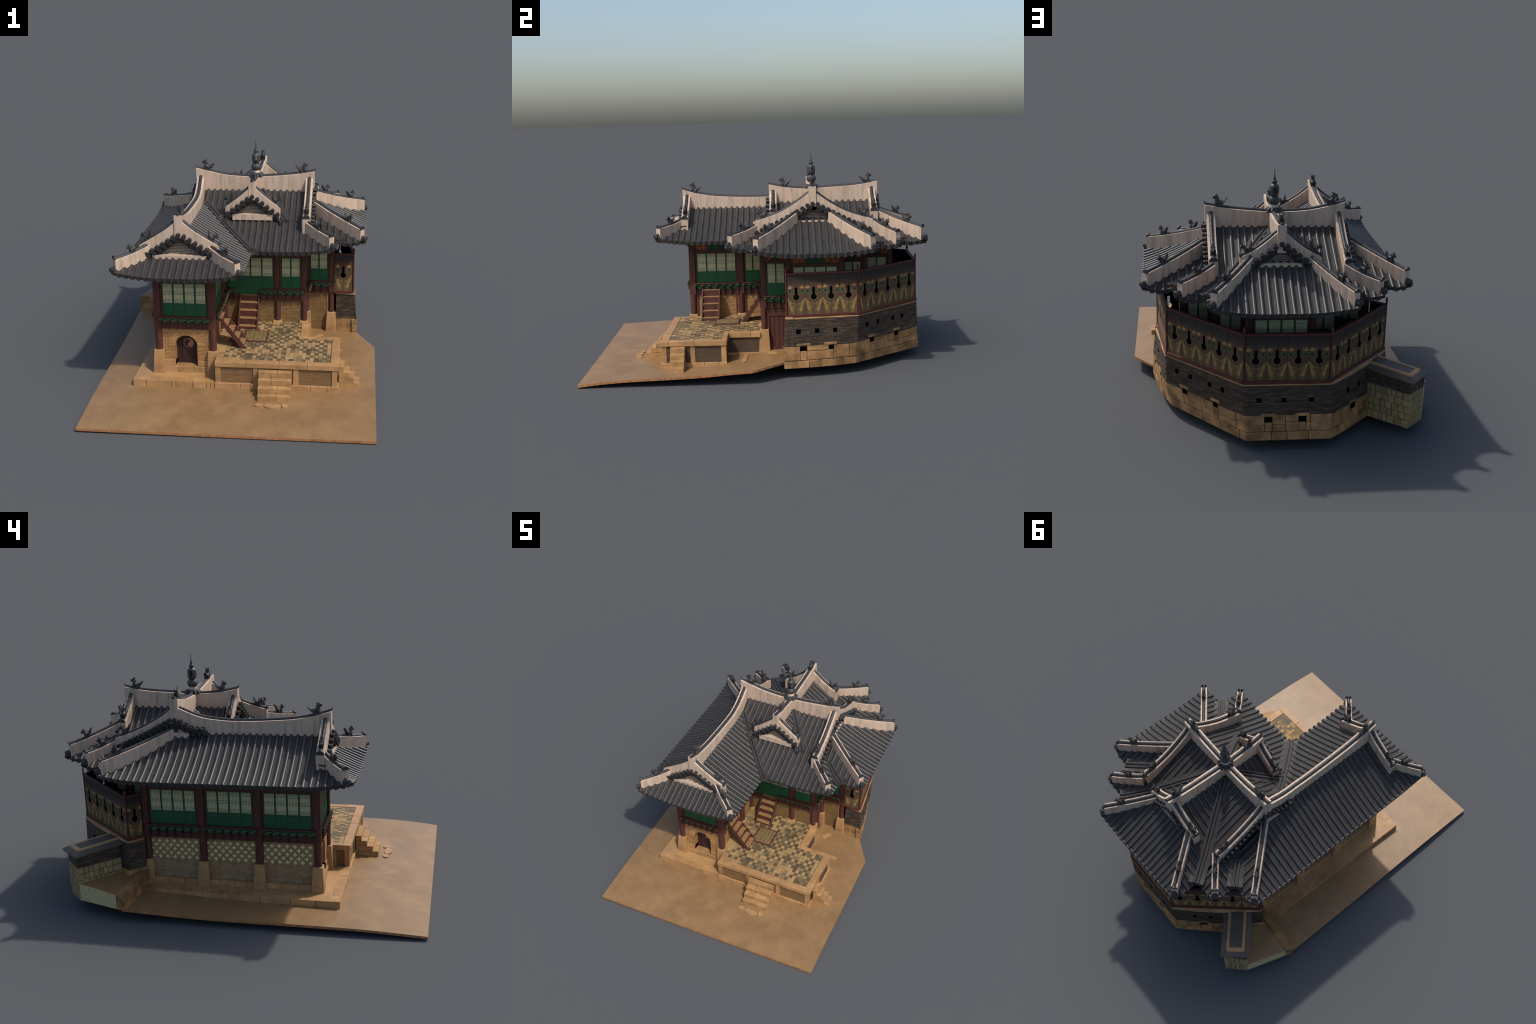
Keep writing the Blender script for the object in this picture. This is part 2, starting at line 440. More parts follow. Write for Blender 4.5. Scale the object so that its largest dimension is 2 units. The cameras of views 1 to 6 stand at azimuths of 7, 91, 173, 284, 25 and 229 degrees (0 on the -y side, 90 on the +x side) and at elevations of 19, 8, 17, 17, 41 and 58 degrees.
BLOCKS = [
    ((-0.451, 0.535, -0.157, 0.820), [('mainN', None), ('mainS', None), ('mainE', lambda x, y: x > GE), ('mainW', lambda x, y: x < GW)]),
    ((0.352, 0.692, -0.010, 0.676), [('eastE', None), ('eastN', None), ('eastS', None)]),
    ((-0.300, 0.384, GS, 0.982), [('northN', lambda x, y: y > GN), ('northE', None), ('northW', None)]),
    ((-0.613, 0.055, -0.624, 0.676), [('wingW', None), ('wingE', None), ('wingS', lambda x, y: y < GWS), ('wingN', lambda x, y: y > CY)]),
]
def dist(s, x, y):
    f, e = SL[s][:2]
    return (e - y) if f == 'N' else (y - e) if f == 'S' else (e - x) if f == 'E' else (x - e)
CORNERS = [(0.696, 0.676, 0.028), (0.696, -0.010, 0.028), (0.535, 0.820, 0.028), (0.535, -0.157, 0.028), (0.384, 0.978, 0.028), (-0.300, 0.978, 0.028), (-0.451, 0.820, 0.028), (-0.616, 0.676, 0.028),
           (-0.616, -0.626, 0.028), (0.057, -0.626, 0.028), (0.384, 0.820, 0.026), (0.535, 0.676, 0.026), (-0.300, 0.820, 0.031), (-0.451, 0.676, 0.034), (0.535, -0.010, 0.020)]
def lift(x, y):
    """the eaves sweep up towards the corners"""
    return max(k * max(0.0, 1 - math.hypot(x - a, y - b) / 0.27) ** 2 for a, b, k in CORNERS)
def roof(x, y):
    """height of the roof surface and the slope that makes it"""
    best, who = -9, None
    for (x0, x1, y0, y1), sl in BLOCKS:
        if x < x0 - 1e-6 or x > x1 + 1e-6 or y < y0 - 1e-6 or y > y1 + 1e-6:
            continue
        h, w = 9, None
        for s, cond in sl:
            if cond is not None and not cond(x, y):
                continue
            v = rise(s, dist(s, x, y))
            if v < h:
                h, w = v, s
        if h > best:
            best, who = h, w
    return EAVE + best + lift(x, y), who
def rz(x, y):
    return roof(x, y)[0]
def at(s, c, d):
    """plan point on slope s at position c along the eave, d up the slope"""
    f, e = SL[s][:2]
    return (c, e - d) if f == 'N' else (c, e + d) if f == 'S' else (e - d, c) if f == 'E' else (e + d, c)
def sz(s, x, y):
    return EAVE + rise(s, dist(s, x, y)) + lift(x, y)
SPAN = {}
for (x0, x1, y0, y1), sl in BLOCKS:
    for s, _ in sl:
        SPAN[s] = (x0, x1) if SL[s][0] in 'NS' else (y0, y1)
def visible(s, c):
    """runs of d over which slope s is the roof surface on the line at c"""
    runs, a, b = [], None, None
    d, step = 0.0005, 0.004
    while d < 0.53:
        x, y = at(s, c, d)
        on = d < 0.52 and roof(x, y)[1] == s
        if on:
            a = d if a is None else a
            b = d
        elif a is not None:
            if b - a > 0.006:
                runs.append((0.0 if a < 0.001 else a - 0.003, b + 0.003))
            a = None
        d += step
    return runs

ROW = 0.0362
def build_roof():
    deck = MB()
    rows = []
    fringe = MB()
    for s in SL:
        a, b = SPAN[s]
        n = max(2, round((b - a) / ROW))
        if n % 2 == 0 and s in ('northN', 'eastE', 'wingS'):
            n += 1
        w = (b - a) / n
        centres = [a + w * (i + 0.5) for i in range(n)]
        # pan tiles: shallow troughs between the cover rows
        m = 4
        lines = [a + 0.0006 + (b - a - 0.0012) * i / (n * m) for i in range(n * m + 1)]
        prev = None
        for li, c in enumerate(lines):
            ph = ((c - a) / w - 0.5) % 1.0
            dip = 0.0032 - 0.0034 * math.sin(math.pi * ph)
            K = 14
            here = []
            for iv in visible(s, c):
                pts = []
                for i in range(K + 1):
                    d = lerp(iv[0], iv[1], i / K)
                    if i == 0 and iv[0] == 0.0:
                        d = -0.003
                    x, y = at(s, c, d)
                    pts.append((x, y, sz(s, x, y) + dip))
                here.append((iv, pts))
            flip = SL[s][0] in 'NW'
            for iv, pts in here:
                for pv, pp in prev or []:
                    if min(iv[1], pv[1]) - max(iv[0], pv[0]) > 0.4 * max(iv[1] - iv[0], pv[1] - pv[0]):
                        deck.add(pp + pts, [(q[::-1] if flip else q) for q in [(i, K + 1 + i, K + 2 + i, i + 1) for i in range(K)]])
            prev = here
        # cover rows
        for c in centres:
          for iv in visible(s, c):
            if iv[1] - iv[0] < 0.018:
                continue
            x, y = at(s, c, lerp(iv[0], iv[1], 0.5))
            ew = SL[s][0] in 'EW'
            # rows that would run inside a verge wall are left out
            hidden = False
            for ax, pl in (('x', GE), ('x', GW)):
                if not ew and abs(x - pl) < 0.028 and s in ('mainN', 'mainS') and iv[1] > 0.2:
                    iv = (iv[0], max(iv[0], min(iv[1], 0.19)))
            for pl in (GN, GS):
                if ew and abs(y - pl) < 0.026 and s in ('northE', 'northW') and iv[0] > 0.0:
                    hidden = True
            if ew and s in ('wingE', 'wingW') and abs(y - GWS) < 0.026:
                iv = (iv[0], min(iv[1], 0.15))
            if hidden or iv[1] - iv[0] < 0.018:
                continue
            jit = R.uniform(-0.0012, 0.0012)
            path = []
            K = max(4, int((iv[1] - iv[0]) / 0.03))
            for i in range(K + 1):
                d = lerp(iv[0] - (0.005 if iv[0] == 0 else 0), iv[1], i / K)
                xx, yy = at(s, c + jit, d)
                path.append((xx, yy, sz(s, xx, yy) + 0.0005))
            rows.append((path, iv[0] == 0.0))
        # drooping lips of the pan tiles along the eave
        for i in range(n + 1):
            c = a + w * i
            pts = []
            for t in (-0.48, -0.3, -0.1, 0.1, 0.3, 0.48):
                cc = c + t * w
                if cc < a - 0.001 or cc > b + 0.001:
                    continue
                x, y = at(s, cc, -0.004)
                xi, yi = at(s, cc, 0.02)
                zz, who = roof(xi, yi)
                if who != s:
                    continue
                z0 = sz(s, x, y)
                pts.append((x, y, z0 + 0.003, z0 - 0.009 - 0.010 * math.cos(t * math.pi)))
            if len(pts) < 3:
                continue
            nn = len(pts)
            dx, dy = at(s, 0, 0.006)[0] - at(s, 0, 0)[0], at(s, 0, 0.006)[1] - at(s, 0, 0)[1]
            vs = [(p[0], p[1], p[2]) for p in pts] + [(p[0], p[1], p[3]) for p in pts]
            vs += [(p[0] + dx, p[1] + dy, p[2]) for p in pts] + [(p[0] + dx, p[1] + dy, p[3]) for p in pts]
            fs = []
            for j in range(nn - 1):
                fs += [(j, j + 1, nn + j + 1, nn + j), (2 * nn + j + 1, 2 * nn + j, 3 * nn + j, 3 * nn + j + 1), (nn + j, nn + j + 1, 3 * nn + j + 1, 3 * nn + j), (j + 1, j, 2 * nn + j, 2 * nn + j + 1)]
            fs += [(0, nn, 3 * nn, 2 * nn), (nn - 1, 3 * nn - 1, 4 * nn - 1, 2 * nn - 1)]
            fringe.add(vs, fs)
    roof_o = make('roof', deck, 'pan', ROOT, smooth=50)
    for path, eave in rows:
        mb = MB()
        mb.tube(path, 0.0092, 9, -0.35, math.pi + 0.35)
        if eave:      # round end tile
            p0, p1 = Vector(path[0]), Vector(path[1])
            d = (p0 - p1).normalized()
            mb.tube([p0 - d * 0.004, p0 + d * 0.004], 0.0112, 10)
        make('tile_row', mb, 'tile', roof_o, smooth=40)
    make('eave_tile', fringe, 'darktile', roof_o, stuff=True)
    return roof_o

def valley(s1, s2, h0, h1):
    """line where two slopes meet, from rise h0 to h1"""
    pts = []
    for i in range(13):
        h = lerp(h0, h1, i / 12)
        q = []
        x = y = None
        for s in (s1, s2):
            f, e = SL[s][:2]
            d = run_for(s, h)
            if f == 'N': y = e - d
            if f == 'S': y = e + d
            if f == 'E': x = e - d
            if f == 'W': x = e + d
        pts.append(Vector((x, y, EAVE + h + lift(x, y))))
    return pts

def build_valleys(roof_o):
    for s1, s2, h0, h1 in (('mainS', 'wingE', -0.0, 0.17), ('mainN', 'northE', -0.0, 0.225), ('mainN', 'northW', -0.0, 0.225),
                           ('mainS', 'northE', 0.100, 0.225), ('mainS', 'northW', 0.100, 0.225), ('mainE', 'eastN', 0.0, 0.05), ('mainE', 'eastS', 0.0, 0.05),
                           ('mainW', 'wingN', 0.0, 0.047)):
        pts = valley(s1, s2, h0, h1)
        d = (pts[1] - pts[0])
        d.z = 0
        d.normalize()
        if h0 == 0.0:
            pts.insert(0, pts[0] - d * 0.026 - Vector((0, 0, 0.002)))
        side = Vector((d.y, -d.x, 0))
        mb = MB()
        hw = 0.044
        top = [p + Vector((0, 0, 0.009)) for p in pts]
        vs = []
        for p in top:
            vs += [p - side * hw + Vector((0, 0, 0.010)), p + Vector((0, 0, 0.003)), p + side * hw + Vector((0, 0, 0.010)), p + side * hw - Vector((0, 0, 0.022)), p - side * hw - Vector((0, 0, 0.022))]
        fs = []
        for i in range(len(top) - 1):
            for j in range(5):
                k = (j + 1) % 5
                fs.append((i * 5 + k, i * 5 + j, i * 5 + 5 + j, i * 5 + 5 + k))
        fs += [(0, 1, 2, 3, 4), tuple(len(top) * 5 - 1 - j for j in range(5))]
        mb.add(vs, fs)
        for o in (-0.0105, 0.0105):
            mb.tube([p + side * o + Vector((0, 0, 0.008)) for p in top], 0.0084, 8, mi=1)
        make('valley_tile', mb, ['pan', 'tile'], roof_o, smooth=40)

# ------------------------------------------------------------------ ridges
RW = 0.043
def figure_mesh():
    """crouching ridge beast: raised head, arched back, upturned tail, crest and ears (length along +x)"""
    mb = MB()
    spine = [(-0.0235, 0, 0.0310), (-0.0205, 0, 0.0215), (-0.015, 0, 0.0130), (-0.006, 0, 0.0085), (0.004, 0, 0.0095), (0.0095, 0, 0.017), (0.0125, 0, 0.0245), (0.018, 0, 0.0275), (0.0245, 0, 0.0245)]
    rad = [0.0008, 0.0036, 0.0064, 0.0090, 0.0092, 0.0074, 0.0062, 0.0058, 0.0030]
    mb.tube(spine, 0.005, 7, radii=rad, up=Vector((0, 1, 0)))
    spikes = [(0.012, 0.0035, 0.027, 0.007, 0.006, 0.039), (0.0145, 0.003, 0.029, 0.013, 0.0055, 0.038), (0.008, 0.004, 0.022, 0.001, 0.008, 0.030),
              (-0.016, 0.003, 0.015, -0.026, 0.009, 0.024), (-0.019, 0.002, 0.020, -0.029, 0.005, 0.030), (-0.012, 0.005, 0.011, -0.020, 0.012, 0.015), (0.006, 0.006, 0.010, 0.012, 0.012, 0.013)]
    for x0, y0, z0, x1, y1, z1 in spikes:
        for q in (-1, 1):
            mb.tube([(x0, y0 * q, z0), (x1, y1 * q, z1)], 0.002, 5, radii=[0.0032, 0.0003])
    for x, z in ((0.0055, 0.020), (0.001, 0.0165), (-0.004, 0.0155), (-0.009, 0.0165), (-0.0135, 0.0185)):
        mb.tube([(x, 0, z - 0.004), (x - 0.004, 0, z + 0.0055)], 0.002, 5, radii=[0.0036, 0.0003])
    mb.tube([(0.018, 0, 0.0235), (0.025, 0, 0.0195)], 0.002, 5, radii=[0.0036, 0.0016])
    for sx in (-0.009, 0.007):
        for sy in (-0.0075, 0.0075):
            mb.tube([(sx, sy * 0.7, 0.011), (sx + 0.004, sy, 0.004), (sx + 0.005, sy, -0.002)], 0.003, 6, radii=[0.0050, 0.0042, 0.0036])
    mb.box(-0.013, 0.014, -0.0085, 0.0085, -0.006, 0.004)
    return mb.mesh('ridge_beast', ['figure'])

def ridge(roof_o, pts, fig=None, endcap=True, fig_pos=0.78, width=RW, start_cap=False, sink=0.008, zb=None):
    """plastered ridge wall along pts (x, y, top z), topped by a dark tile"""
    top = [Vector(p) for p in pts]
    bot = []
    for p in top:
        b = (rz(p.x, p.y) - sink) if zb is None else zb(p.x, p.y)
        bot.append(Vector((p.x, p.y, min(b, p.z - 0.03))))
    mb = MB()
    mb.wall(top, bot, width)
    make('plaster_ridge', mb, 'plaster', roof_o, bevel=0.0012)
    cap = MB()
    up = Vector((0, 0, 0.0015))
    cap.tube([p + up for p in top], 0.0098, 8, -0.2, math.pi + 0.2)
    seg = sum((top[i + 1] - top[i]).length for i in range(len(top) - 1))
    # tile overlaps
    acc, nxt = 0.0, 0.03
    for i in range(len(top) - 1):
        L = (top[i + 1] - top[i]).length
        while nxt < acc + L:
            q = top[i].lerp(top[i + 1], (nxt - acc) / L)
            d = (top[i + 1] - top[i]).normalized()
            cap.tube([q + up - d * 0.002, q + up + d * 0.002], 0.0106, 8, -0.2, math.pi + 0.2)
            nxt += 0.034
        acc += L
    def arch(p, d):
        cap.tube([p + up * 0 - d * 0.006, p + d * 0.003], width * 0.5, 12, 0, math.pi)
    d1 = (top[-1] - top[-2])
    d1.z = 0
    d1.normalize()
    if endcap == 'arch':
        arch(top[-1], d1)
    if endcap == 'hook':
        p = top[-1]
        cap.tube([p + Vector((0, 0, 0.006)), p + d1 * 0.003 + Vector((0, 0, 0.012)), p + d1 * 0.006 + Vector((0, 0, 0.022))], 0.003, 6, radii=[0.007, 0.003, 0.0005])
    if start_cap:
        d0 = (top[0] - top[1])
        d0.z = 0
        d0.normalize()
        p = top[0]
        cap.tube([p + Vector((0, 0, 0.006)), p + d0 * 0.003 + Vector((0, 0, 0.012)), p + d0 * 0.006 + Vector((0, 0, 0.022))], 0.003, 6, radii=[0.007, 0.003, 0.0005])
    make('ridge_cap', cap, 'darktile', roof_o, smooth=40)
    return top

def add_figure(roof_o, me, top, t, scale=1.0, back=False):
    i = t * (len(top) - 1)
    a = min(int(i), len(top) - 2)
    p = top[a].lerp(top[a + 1], i - a)
    d = (top[a + 1] - top[a]).normalized()
    if back:
        d = -d
    Y = Vector((0, 0, 1)).cross(d).normalized()
    Z = d.cross(Y)
    s = scale * R.uniform(0.93, 1.07)
    T = Matrix(((d.x * s, Y.x * s, Z.x * s, p.x), (d.y * s, Y.y * s, Z.y * s, p.y), (d.z * s, Y.z * s, Z.z * s, p.z + 0.008), (0, 0, 0, 1)))
    place('ridge_figure', me, roof_o, T=T, smooth=60)

def build_ridges(roof_o):
    fig = figure_mesh()
    N = 18
    # long ridges (profile of the top edge as control points)
    ew = [(-0.325, 1.066), (-0.257, 1.050), (-0.149, 1.027), (-0.06, 1.019), (0.04, 1.016), (0.10, 1.019), (0.264, 1.033), (0.388, 1.052)]
    xs = [lerp(-0.325, 0.388, i / 28) for i in range(29)]
    t = ridge(roof_o, [(x, CY, interp(ew, x)) for x in xs], endcap='hook', start_cap=True, zb=lambda x, y: 0.915)
    add_figure(roof_o, fig, t, 0.905, 1.5)
    add_figure(roof_o, fig, t, 0.09, 1.5, back=True)
    ns = [(0.078, 1.046), (0.146, 1.031), (0.227, 1.020), (0.307, 1.015), (0.425, 1.020), (0.58, 1.028), (0.665, 1.038), (0.735, 1.052)]
    ys = [lerp(0.078, 0.735, i / 26) for i in range(27)]
    t = ridge(roof_o, [(CX, y, interp(ns, y)) for y in ys], endcap='hook', start_cap=True, zb=lambda x, y: 0.915)
    add_figure(roof_o, fig, t, 0.905, 1.5)
    add_figure(roof_o, fig, t, 0.14, 1.4, back=True)
    wg = [(-0.487, 1.004), (-0.397, 0.978), (-0.294, 0.960), (-0.178, 0.951), (-0.06, 0.946), (0.07, 0.947), (0.199, 0.966), (0.318, 1.015)]
    ys = [lerp(0.318, -0.487, i / 30) for i in range(31)]
    t = ridge(roof_o, [(lerp(-0.282, -0.297, max(0.0, (y - 0.1) / 0.22)), y, interp(wg, y)) for y in ys], endcap='hook', zb=lambda x, y: 0.862)
    add_figure(roof_o, fig, t, 0.91, 1.5)
    # verge (rake) ridges: top profile against distance from the ridge
    rakeE = [(0.018, 1.016), (0.045, 0.994), (0.10, 0.955), (0.187, 0.906), (0.28, 0.873), (0.345, 0.857)]
    rakeN = [(0.018, 1.012), (0.04, 0.992), (0.08, 0.957), (0.13, 0.921), (0.195, 0.889)]
    rakeS = [(0.018, 1.006), (0.04, 0.985), (0.08, 0.951), (0.12, 0.920), (0.160, 0.892)]
    rakeW = [(0.018, 1.014), (0.06, 0.978), (0.12, 0.940), (0.19, 0.902), (0.27, 0.868), (0.345, 0.847)]
    rakeWS = [(0.018, 0.967), (0.06, 0.930), (0.11, 0.896), (0.16, 0.865), (0.216, 0.833)]
    def rake(axis, plane, centre, prof, sgn, ft=0.82):
        L = prof[-1][0]
        pts = []
        for i in range(N + 1):
            o = lerp(0.012, L, i / N)
            c = centre + sgn * o
            z = interp(prof, o)
            pts.append((plane, c, z) if axis == 'x' else (c, plane, z))
        def zb(x, y):
            # stands on the slope just inside the verge
            e = 0.012
            if axis == 'x':
                return rz(x - math.copysign(e, plane - CX), y) - 0.006
            if plane < 0:
                return rz(x, y + e + 0.004) - 0.006
            return rz(x, y - math.copysign(e + 0.004, plane - CY)) - 0.006
        t = ridge(roof_o, pts, endcap='arch', zb=zb)
        add_figure(roof_o, fig, t, ft, 1.25)
    for sg in (1, -1):
        rake('x', GE - 0.003, CY, rakeE, sg)
        rake('y', GN - 0.003, CX, rakeN, sg, 0.78)
        rake('y', GS + 0.003, CX, rakeS, sg, 0.76)
        rake('y', GWS + 0.003, -0.282, rakeWS, sg, 0.76)
    rake('x', GW + 0.003, CY, rakeW, 1)
    # hips: start and end of the top edge
    hips = [((0.385, 0.435, 0.905), (0.682, 0.651, 0.794)), ((0.385, 0.232, 0.905), (0.679, 0.010, 0.794)), ((0.362, 0.688, 0.848), (0.521, 0.804, 0.794)),
            ((0.345, 0.022, 0.846), (0.510, -0.142, 0.794)), ((-0.282, 0.672, 0.842), (-0.435, 0.801, 0.794)), ((-0.105, 0.716, 0.888), (-0.283, 0.961, 0.794)),
            ((0.188, 0.716, 0.892), (0.372, 0.963, 0.800)), ((-0.318, 0.350, 0.905), (-0.593, 0.659, 0.798)), ((-0.450, -0.470, 0.836), (-0.606, -0.597, 0.794)), ((-0.114, -0.470, 0.832), (0.045, -0.612, 0.793))]
    for a, b in hips:
        pts = []
        for i in range(11):
            q = i / 10
            z = lerp(a[2], b[2], q) - 0.007 * 4 * q * (1 - q)
            pts.append((lerp(a[0], b[0], q), lerp(a[1], b[1], q), z))
        t = ridge(roof_o, pts, endcap='arch', width=0.036)
        L = (t[-1] - t[0]).length
        add_figure(roof_o, fig, t, 1 - 0.112 / L, 1.22)
        # fan of round tiles under the hip end
        d = (t[-1] - t[-2])
        d.z = 0
        d.normalize()
        mb = MB()
        c = Vector((b[0], b[1], rz(b[0], b[1]) + 0.012))
        for ang, ln, dz in ((-0.75, 0.016, -0.004), (-0.3, 0.023, 0.0), (0.3, 0.023, 0.0), (0.75, 0.016, -0.004)):
            dd = Matrix.Rotation(ang, 3, 'Z') @ d
            mb.tube([c - d * 0.02, c + dd * ln + Vector((0, 0, dz))], 0.0088, 8)
            mb.tube([c + dd * (ln - 0.001) + Vector((0, 0, dz)), c + dd * (ln + 0.005) + Vector((0, 0, dz))], 0.0106, 8)
        e = c + d * 0.018
        mb.tube([c - d * 0.02 + Vector((0, 0, 0.006)), e + Vector((0, 0, 0.004)), e + d * 0.010 + Vector((0, 0, -0.002))], 0.008, 8, radii=[0.012, 0.011, 0.003])
        make('corner_tile', mb, 'darktile', roof_o, smooth=40)

def build_gables(roof_o):
    """brick gable triangle, plaster sill and stacked verge tiles"""
    # axis, plane of the roof verge, outward sign, ridge centre, half width of rake, base z, slope height function, half width of sill
    specs = [('x', GE, 1, CY, 0.345, 0.842, 0.092, (-1, 1)),
             ('y', GN, 1, CX, 0.200, 0.848, 0.105, (-1, 1)),
             ('y', GS, -1, CX, 0.165, 0.838, 0.118, (-1, 1)),
             ('y', GWS, -1, -0.282, 0.220, 0.770, 0.146, (-1, 1)),
             ('x', GW, -1, CY, 0.345, 0.872, 0.075, (-1, 1))]
    for axis, pl, sg, cc, half, zb, hw, sides in specs:
        def zs(o, s=1):
            o = max(o, 0.012)
            return rz(pl - sg * 0.014, cc + s * o) if axis == 'x' else rz(cc + s * o, pl - sg * 0.014)
        def Q(u, out, z):
            return (pl + sg * out, cc + u, z) if axis == 'x' else (cc + u, pl + sg * out, z)
        # frame so that bricks lie on the local x-z plane
        p0, p1 = Q(-1, -0.010, 0), Q(1, -0.010, 0)
        if (axis == 'x' and sg < 0) or (axis == 'y' and sg > 0):
            p0, p1 = p1, p0
        T, L = frame(p0, p1)
        Ti = T.inverted()
        mb = MB()
        tri = []
        n = 14
        lo = zb - 0.01
        us = [lerp(-half, half, i / (2 * n)) for i in range(2 * n + 1)]
        for i in range(len(us) - 1):
            u0, u1 = us[i], us[i + 1]
            za, zc = zs(abs(u0), 1 if u0 >= 0 else -1) - 0.004, zs(abs(u1), 1 if u1 >= 0 else -1) - 0.004
            def low(u):
                x, y, _ = Q(u, 0.008, 0)
                return rz(x, y) - 0.012
            vs = [Ti @ Vector(q) for q in (Q(u0, -0.010, low(u0)), Q(u1, -0.010, low(u1)), Q(u1, -0.010, max(low(u1), zc)), Q(u0, -0.010, max(low(u0), za)))]
            vb = [v + Vector((0, 0.012, 0)) for v in vs]
            mb.add(vs + vb, [(0, 1, 2, 3), (7, 6, 5, 4), (0, 4, 5, 1), (1, 5, 6, 2), (2, 6, 7, 3), (3, 7, 4, 0)])
        make('gable_wall', mb, 'gable_brick', roof_o, T=T)
        # plaster sill on the lower roof
        mb = MB()
        a, b = (-hw, hw)
        v = [Q(u, o, 0) for u, o in ((a, -0.010), (b, -0.010), (b, 0.029), (a, 0.029))]
        poly = [(q[0], q[1]) for q in v]
        area = sum(poly[i][0] * poly[(i + 1) % 4][1] - poly[(i + 1) % 4][0] * poly[i][1] for i in range(4))
        if area < 0:
            poly.reverse()
        mb.prism(poly, lambda x, y: zb - 0.02, zb + 0.014)
        make('gable_sill', mb, 'plaster', roof_o, bevel=0.002)
        # verge tiles and the dark bargeboard below them
        vt, bb = MB(), MB()
        step = 0.0295
        for s in sides:
            k = 0
            o = 0.0 if s == sides[0] else step
            lim = half - 0.010
            if pl == GW and s < 0:
                lim = 0.165
            while o < lim:
                z = zs(o, s) + 0.020
                d0, d1 = Q(s * o, -0.012, z + 0.002), Q(s * o, 0.038, z - 0.004)
                vt.tube([d0, d1], 0.0110, 9)
                vt.tube([Q(s * o, 0.034, z - 0.004), Q(s * o, 0.0415, z - 0.005)], 0.0128, 9)
                om = o + step / 2
                if om < lim:
                    zz = zs(om, s) + 0.001
                    vt.tube([Q(s * om, -0.012, zz), Q(s * om, 0.037, zz - 0.005)], 0.0120, 8)
                o += step
            path = [lerp(0.0, lim, i / 12) for i in range(13)]
            for i in range(12):
                u0, u1 = s * path[i], s * path[i + 1]
                if u0 > u1:
                    u0, u1 = u1, u0
                z0, z1 = zs(abs(u0), s), zs(abs(u1), s)
                q = [Q(u0, 0.010, z0 - 0.026), Q(u1, 0.010, z1 - 0.026), Q(u1, 0.026, z1 - 0.026), Q(u0, 0.026, z0 - 0.026),
                     Q(u0, 0.010, z0 - 0.003), Q(u1, 0.010, z1 - 0.003), Q(u1, 0.026, z1 - 0.003), Q(u0, 0.026, z0 - 0.003)]
                bb.hexa(q)
        make('verge_tile', vt, 'darktile', roof_o, stuff=True, smooth=40)
        make('bargeboard', bb, 'barge', roof_o)

def build_finial(roof_o):
    c = (0.038, 0.337, 0.0)
    mb = MB()
    ring = MB()
    for j in range(10):
        a = 2 * math.pi * j / 10
        d = Vector((math.cos(a), math.sin(a), 0))
        p = Vector((c[0], c[1], 1.028))
        ring.tube([p + d * 0.016 + Vector((0, 0, 0.008)), p + d * 0.034, p + d * 0.041 + Vector((0, 0, -0.012))], 0.009, 8, radii=[0.008, 0.011, 0.008])
        a += math.pi / 10
        d = Vector((math.cos(a), math.sin(a), 0))
        ring.tube([p + d * 0.016 + Vector((0, 0, 0.002)), p + d * 0.034 + Vector((0, 0, -0.008))], 0.008, 7)
    make('finial_tile_ring', ring, 'darktile', roof_o, smooth=50)
    neck = MB()
    neck.lathe([(0.024, 1.015), (0.024, 1.046), (0.019, 1.056)], c, 20)
    make('finial_collar', neck, 'plaster', roof_o, smooth=50)
    prof = [(0.012, 1.050), (0.022, 1.056), (0.0275, 1.066), (0.0292, 1.076), (0.027, 1.086), (0.0215, 1.094), (0.0165, 1.097)]
    mb.lathe(prof, c, 24)
    # lantern body with four slots
    zs = [1.097, 1.101, 1.108, 1.116, 1.122, 1.128, 1.141, 1.146, 1.152, 1.156, 1.160]
    rs = [0.0165, 0.0215, 0.0238, 0.0248, 0.0250, 0.0248, 0.0245, 0.0240, 0.0215, 0.0165, 0.0105]
    n = 32
    vs = []
    for r, z in zip(rs, zs):
        for j in range(n):
            a = 2 * math.pi * (j + 0.5) / n
            vs.append((c[0] + r * math.cos(a), c[1] + r * math.sin(a), z))
    fs = []
    for i in range(len(zs) - 1):
        for j in range(n):
            if 2 <= i <= 6 and (j % 8) in (7, 0):
                continue
            k = (j + 1) % n
            fs.append((i * n + j, i * n + k, i * n + n + k, i * n + n + j))
    mb.add(vs, fs)
    mb.lathe([(0.0105, 1.158), (0.009, 1.161), (0.0128, 1.165), (0.0145, 1.170), (0.0128, 1.176), (0.008, 1.180), (0.0085, 1.182), (0.006, 1.190), (0.0028, 1.203), (0.0016, 1.215), (0.0016, 1.236)], c, 16)
    make('finial', mb, 'finial', roof_o, smooth=45)

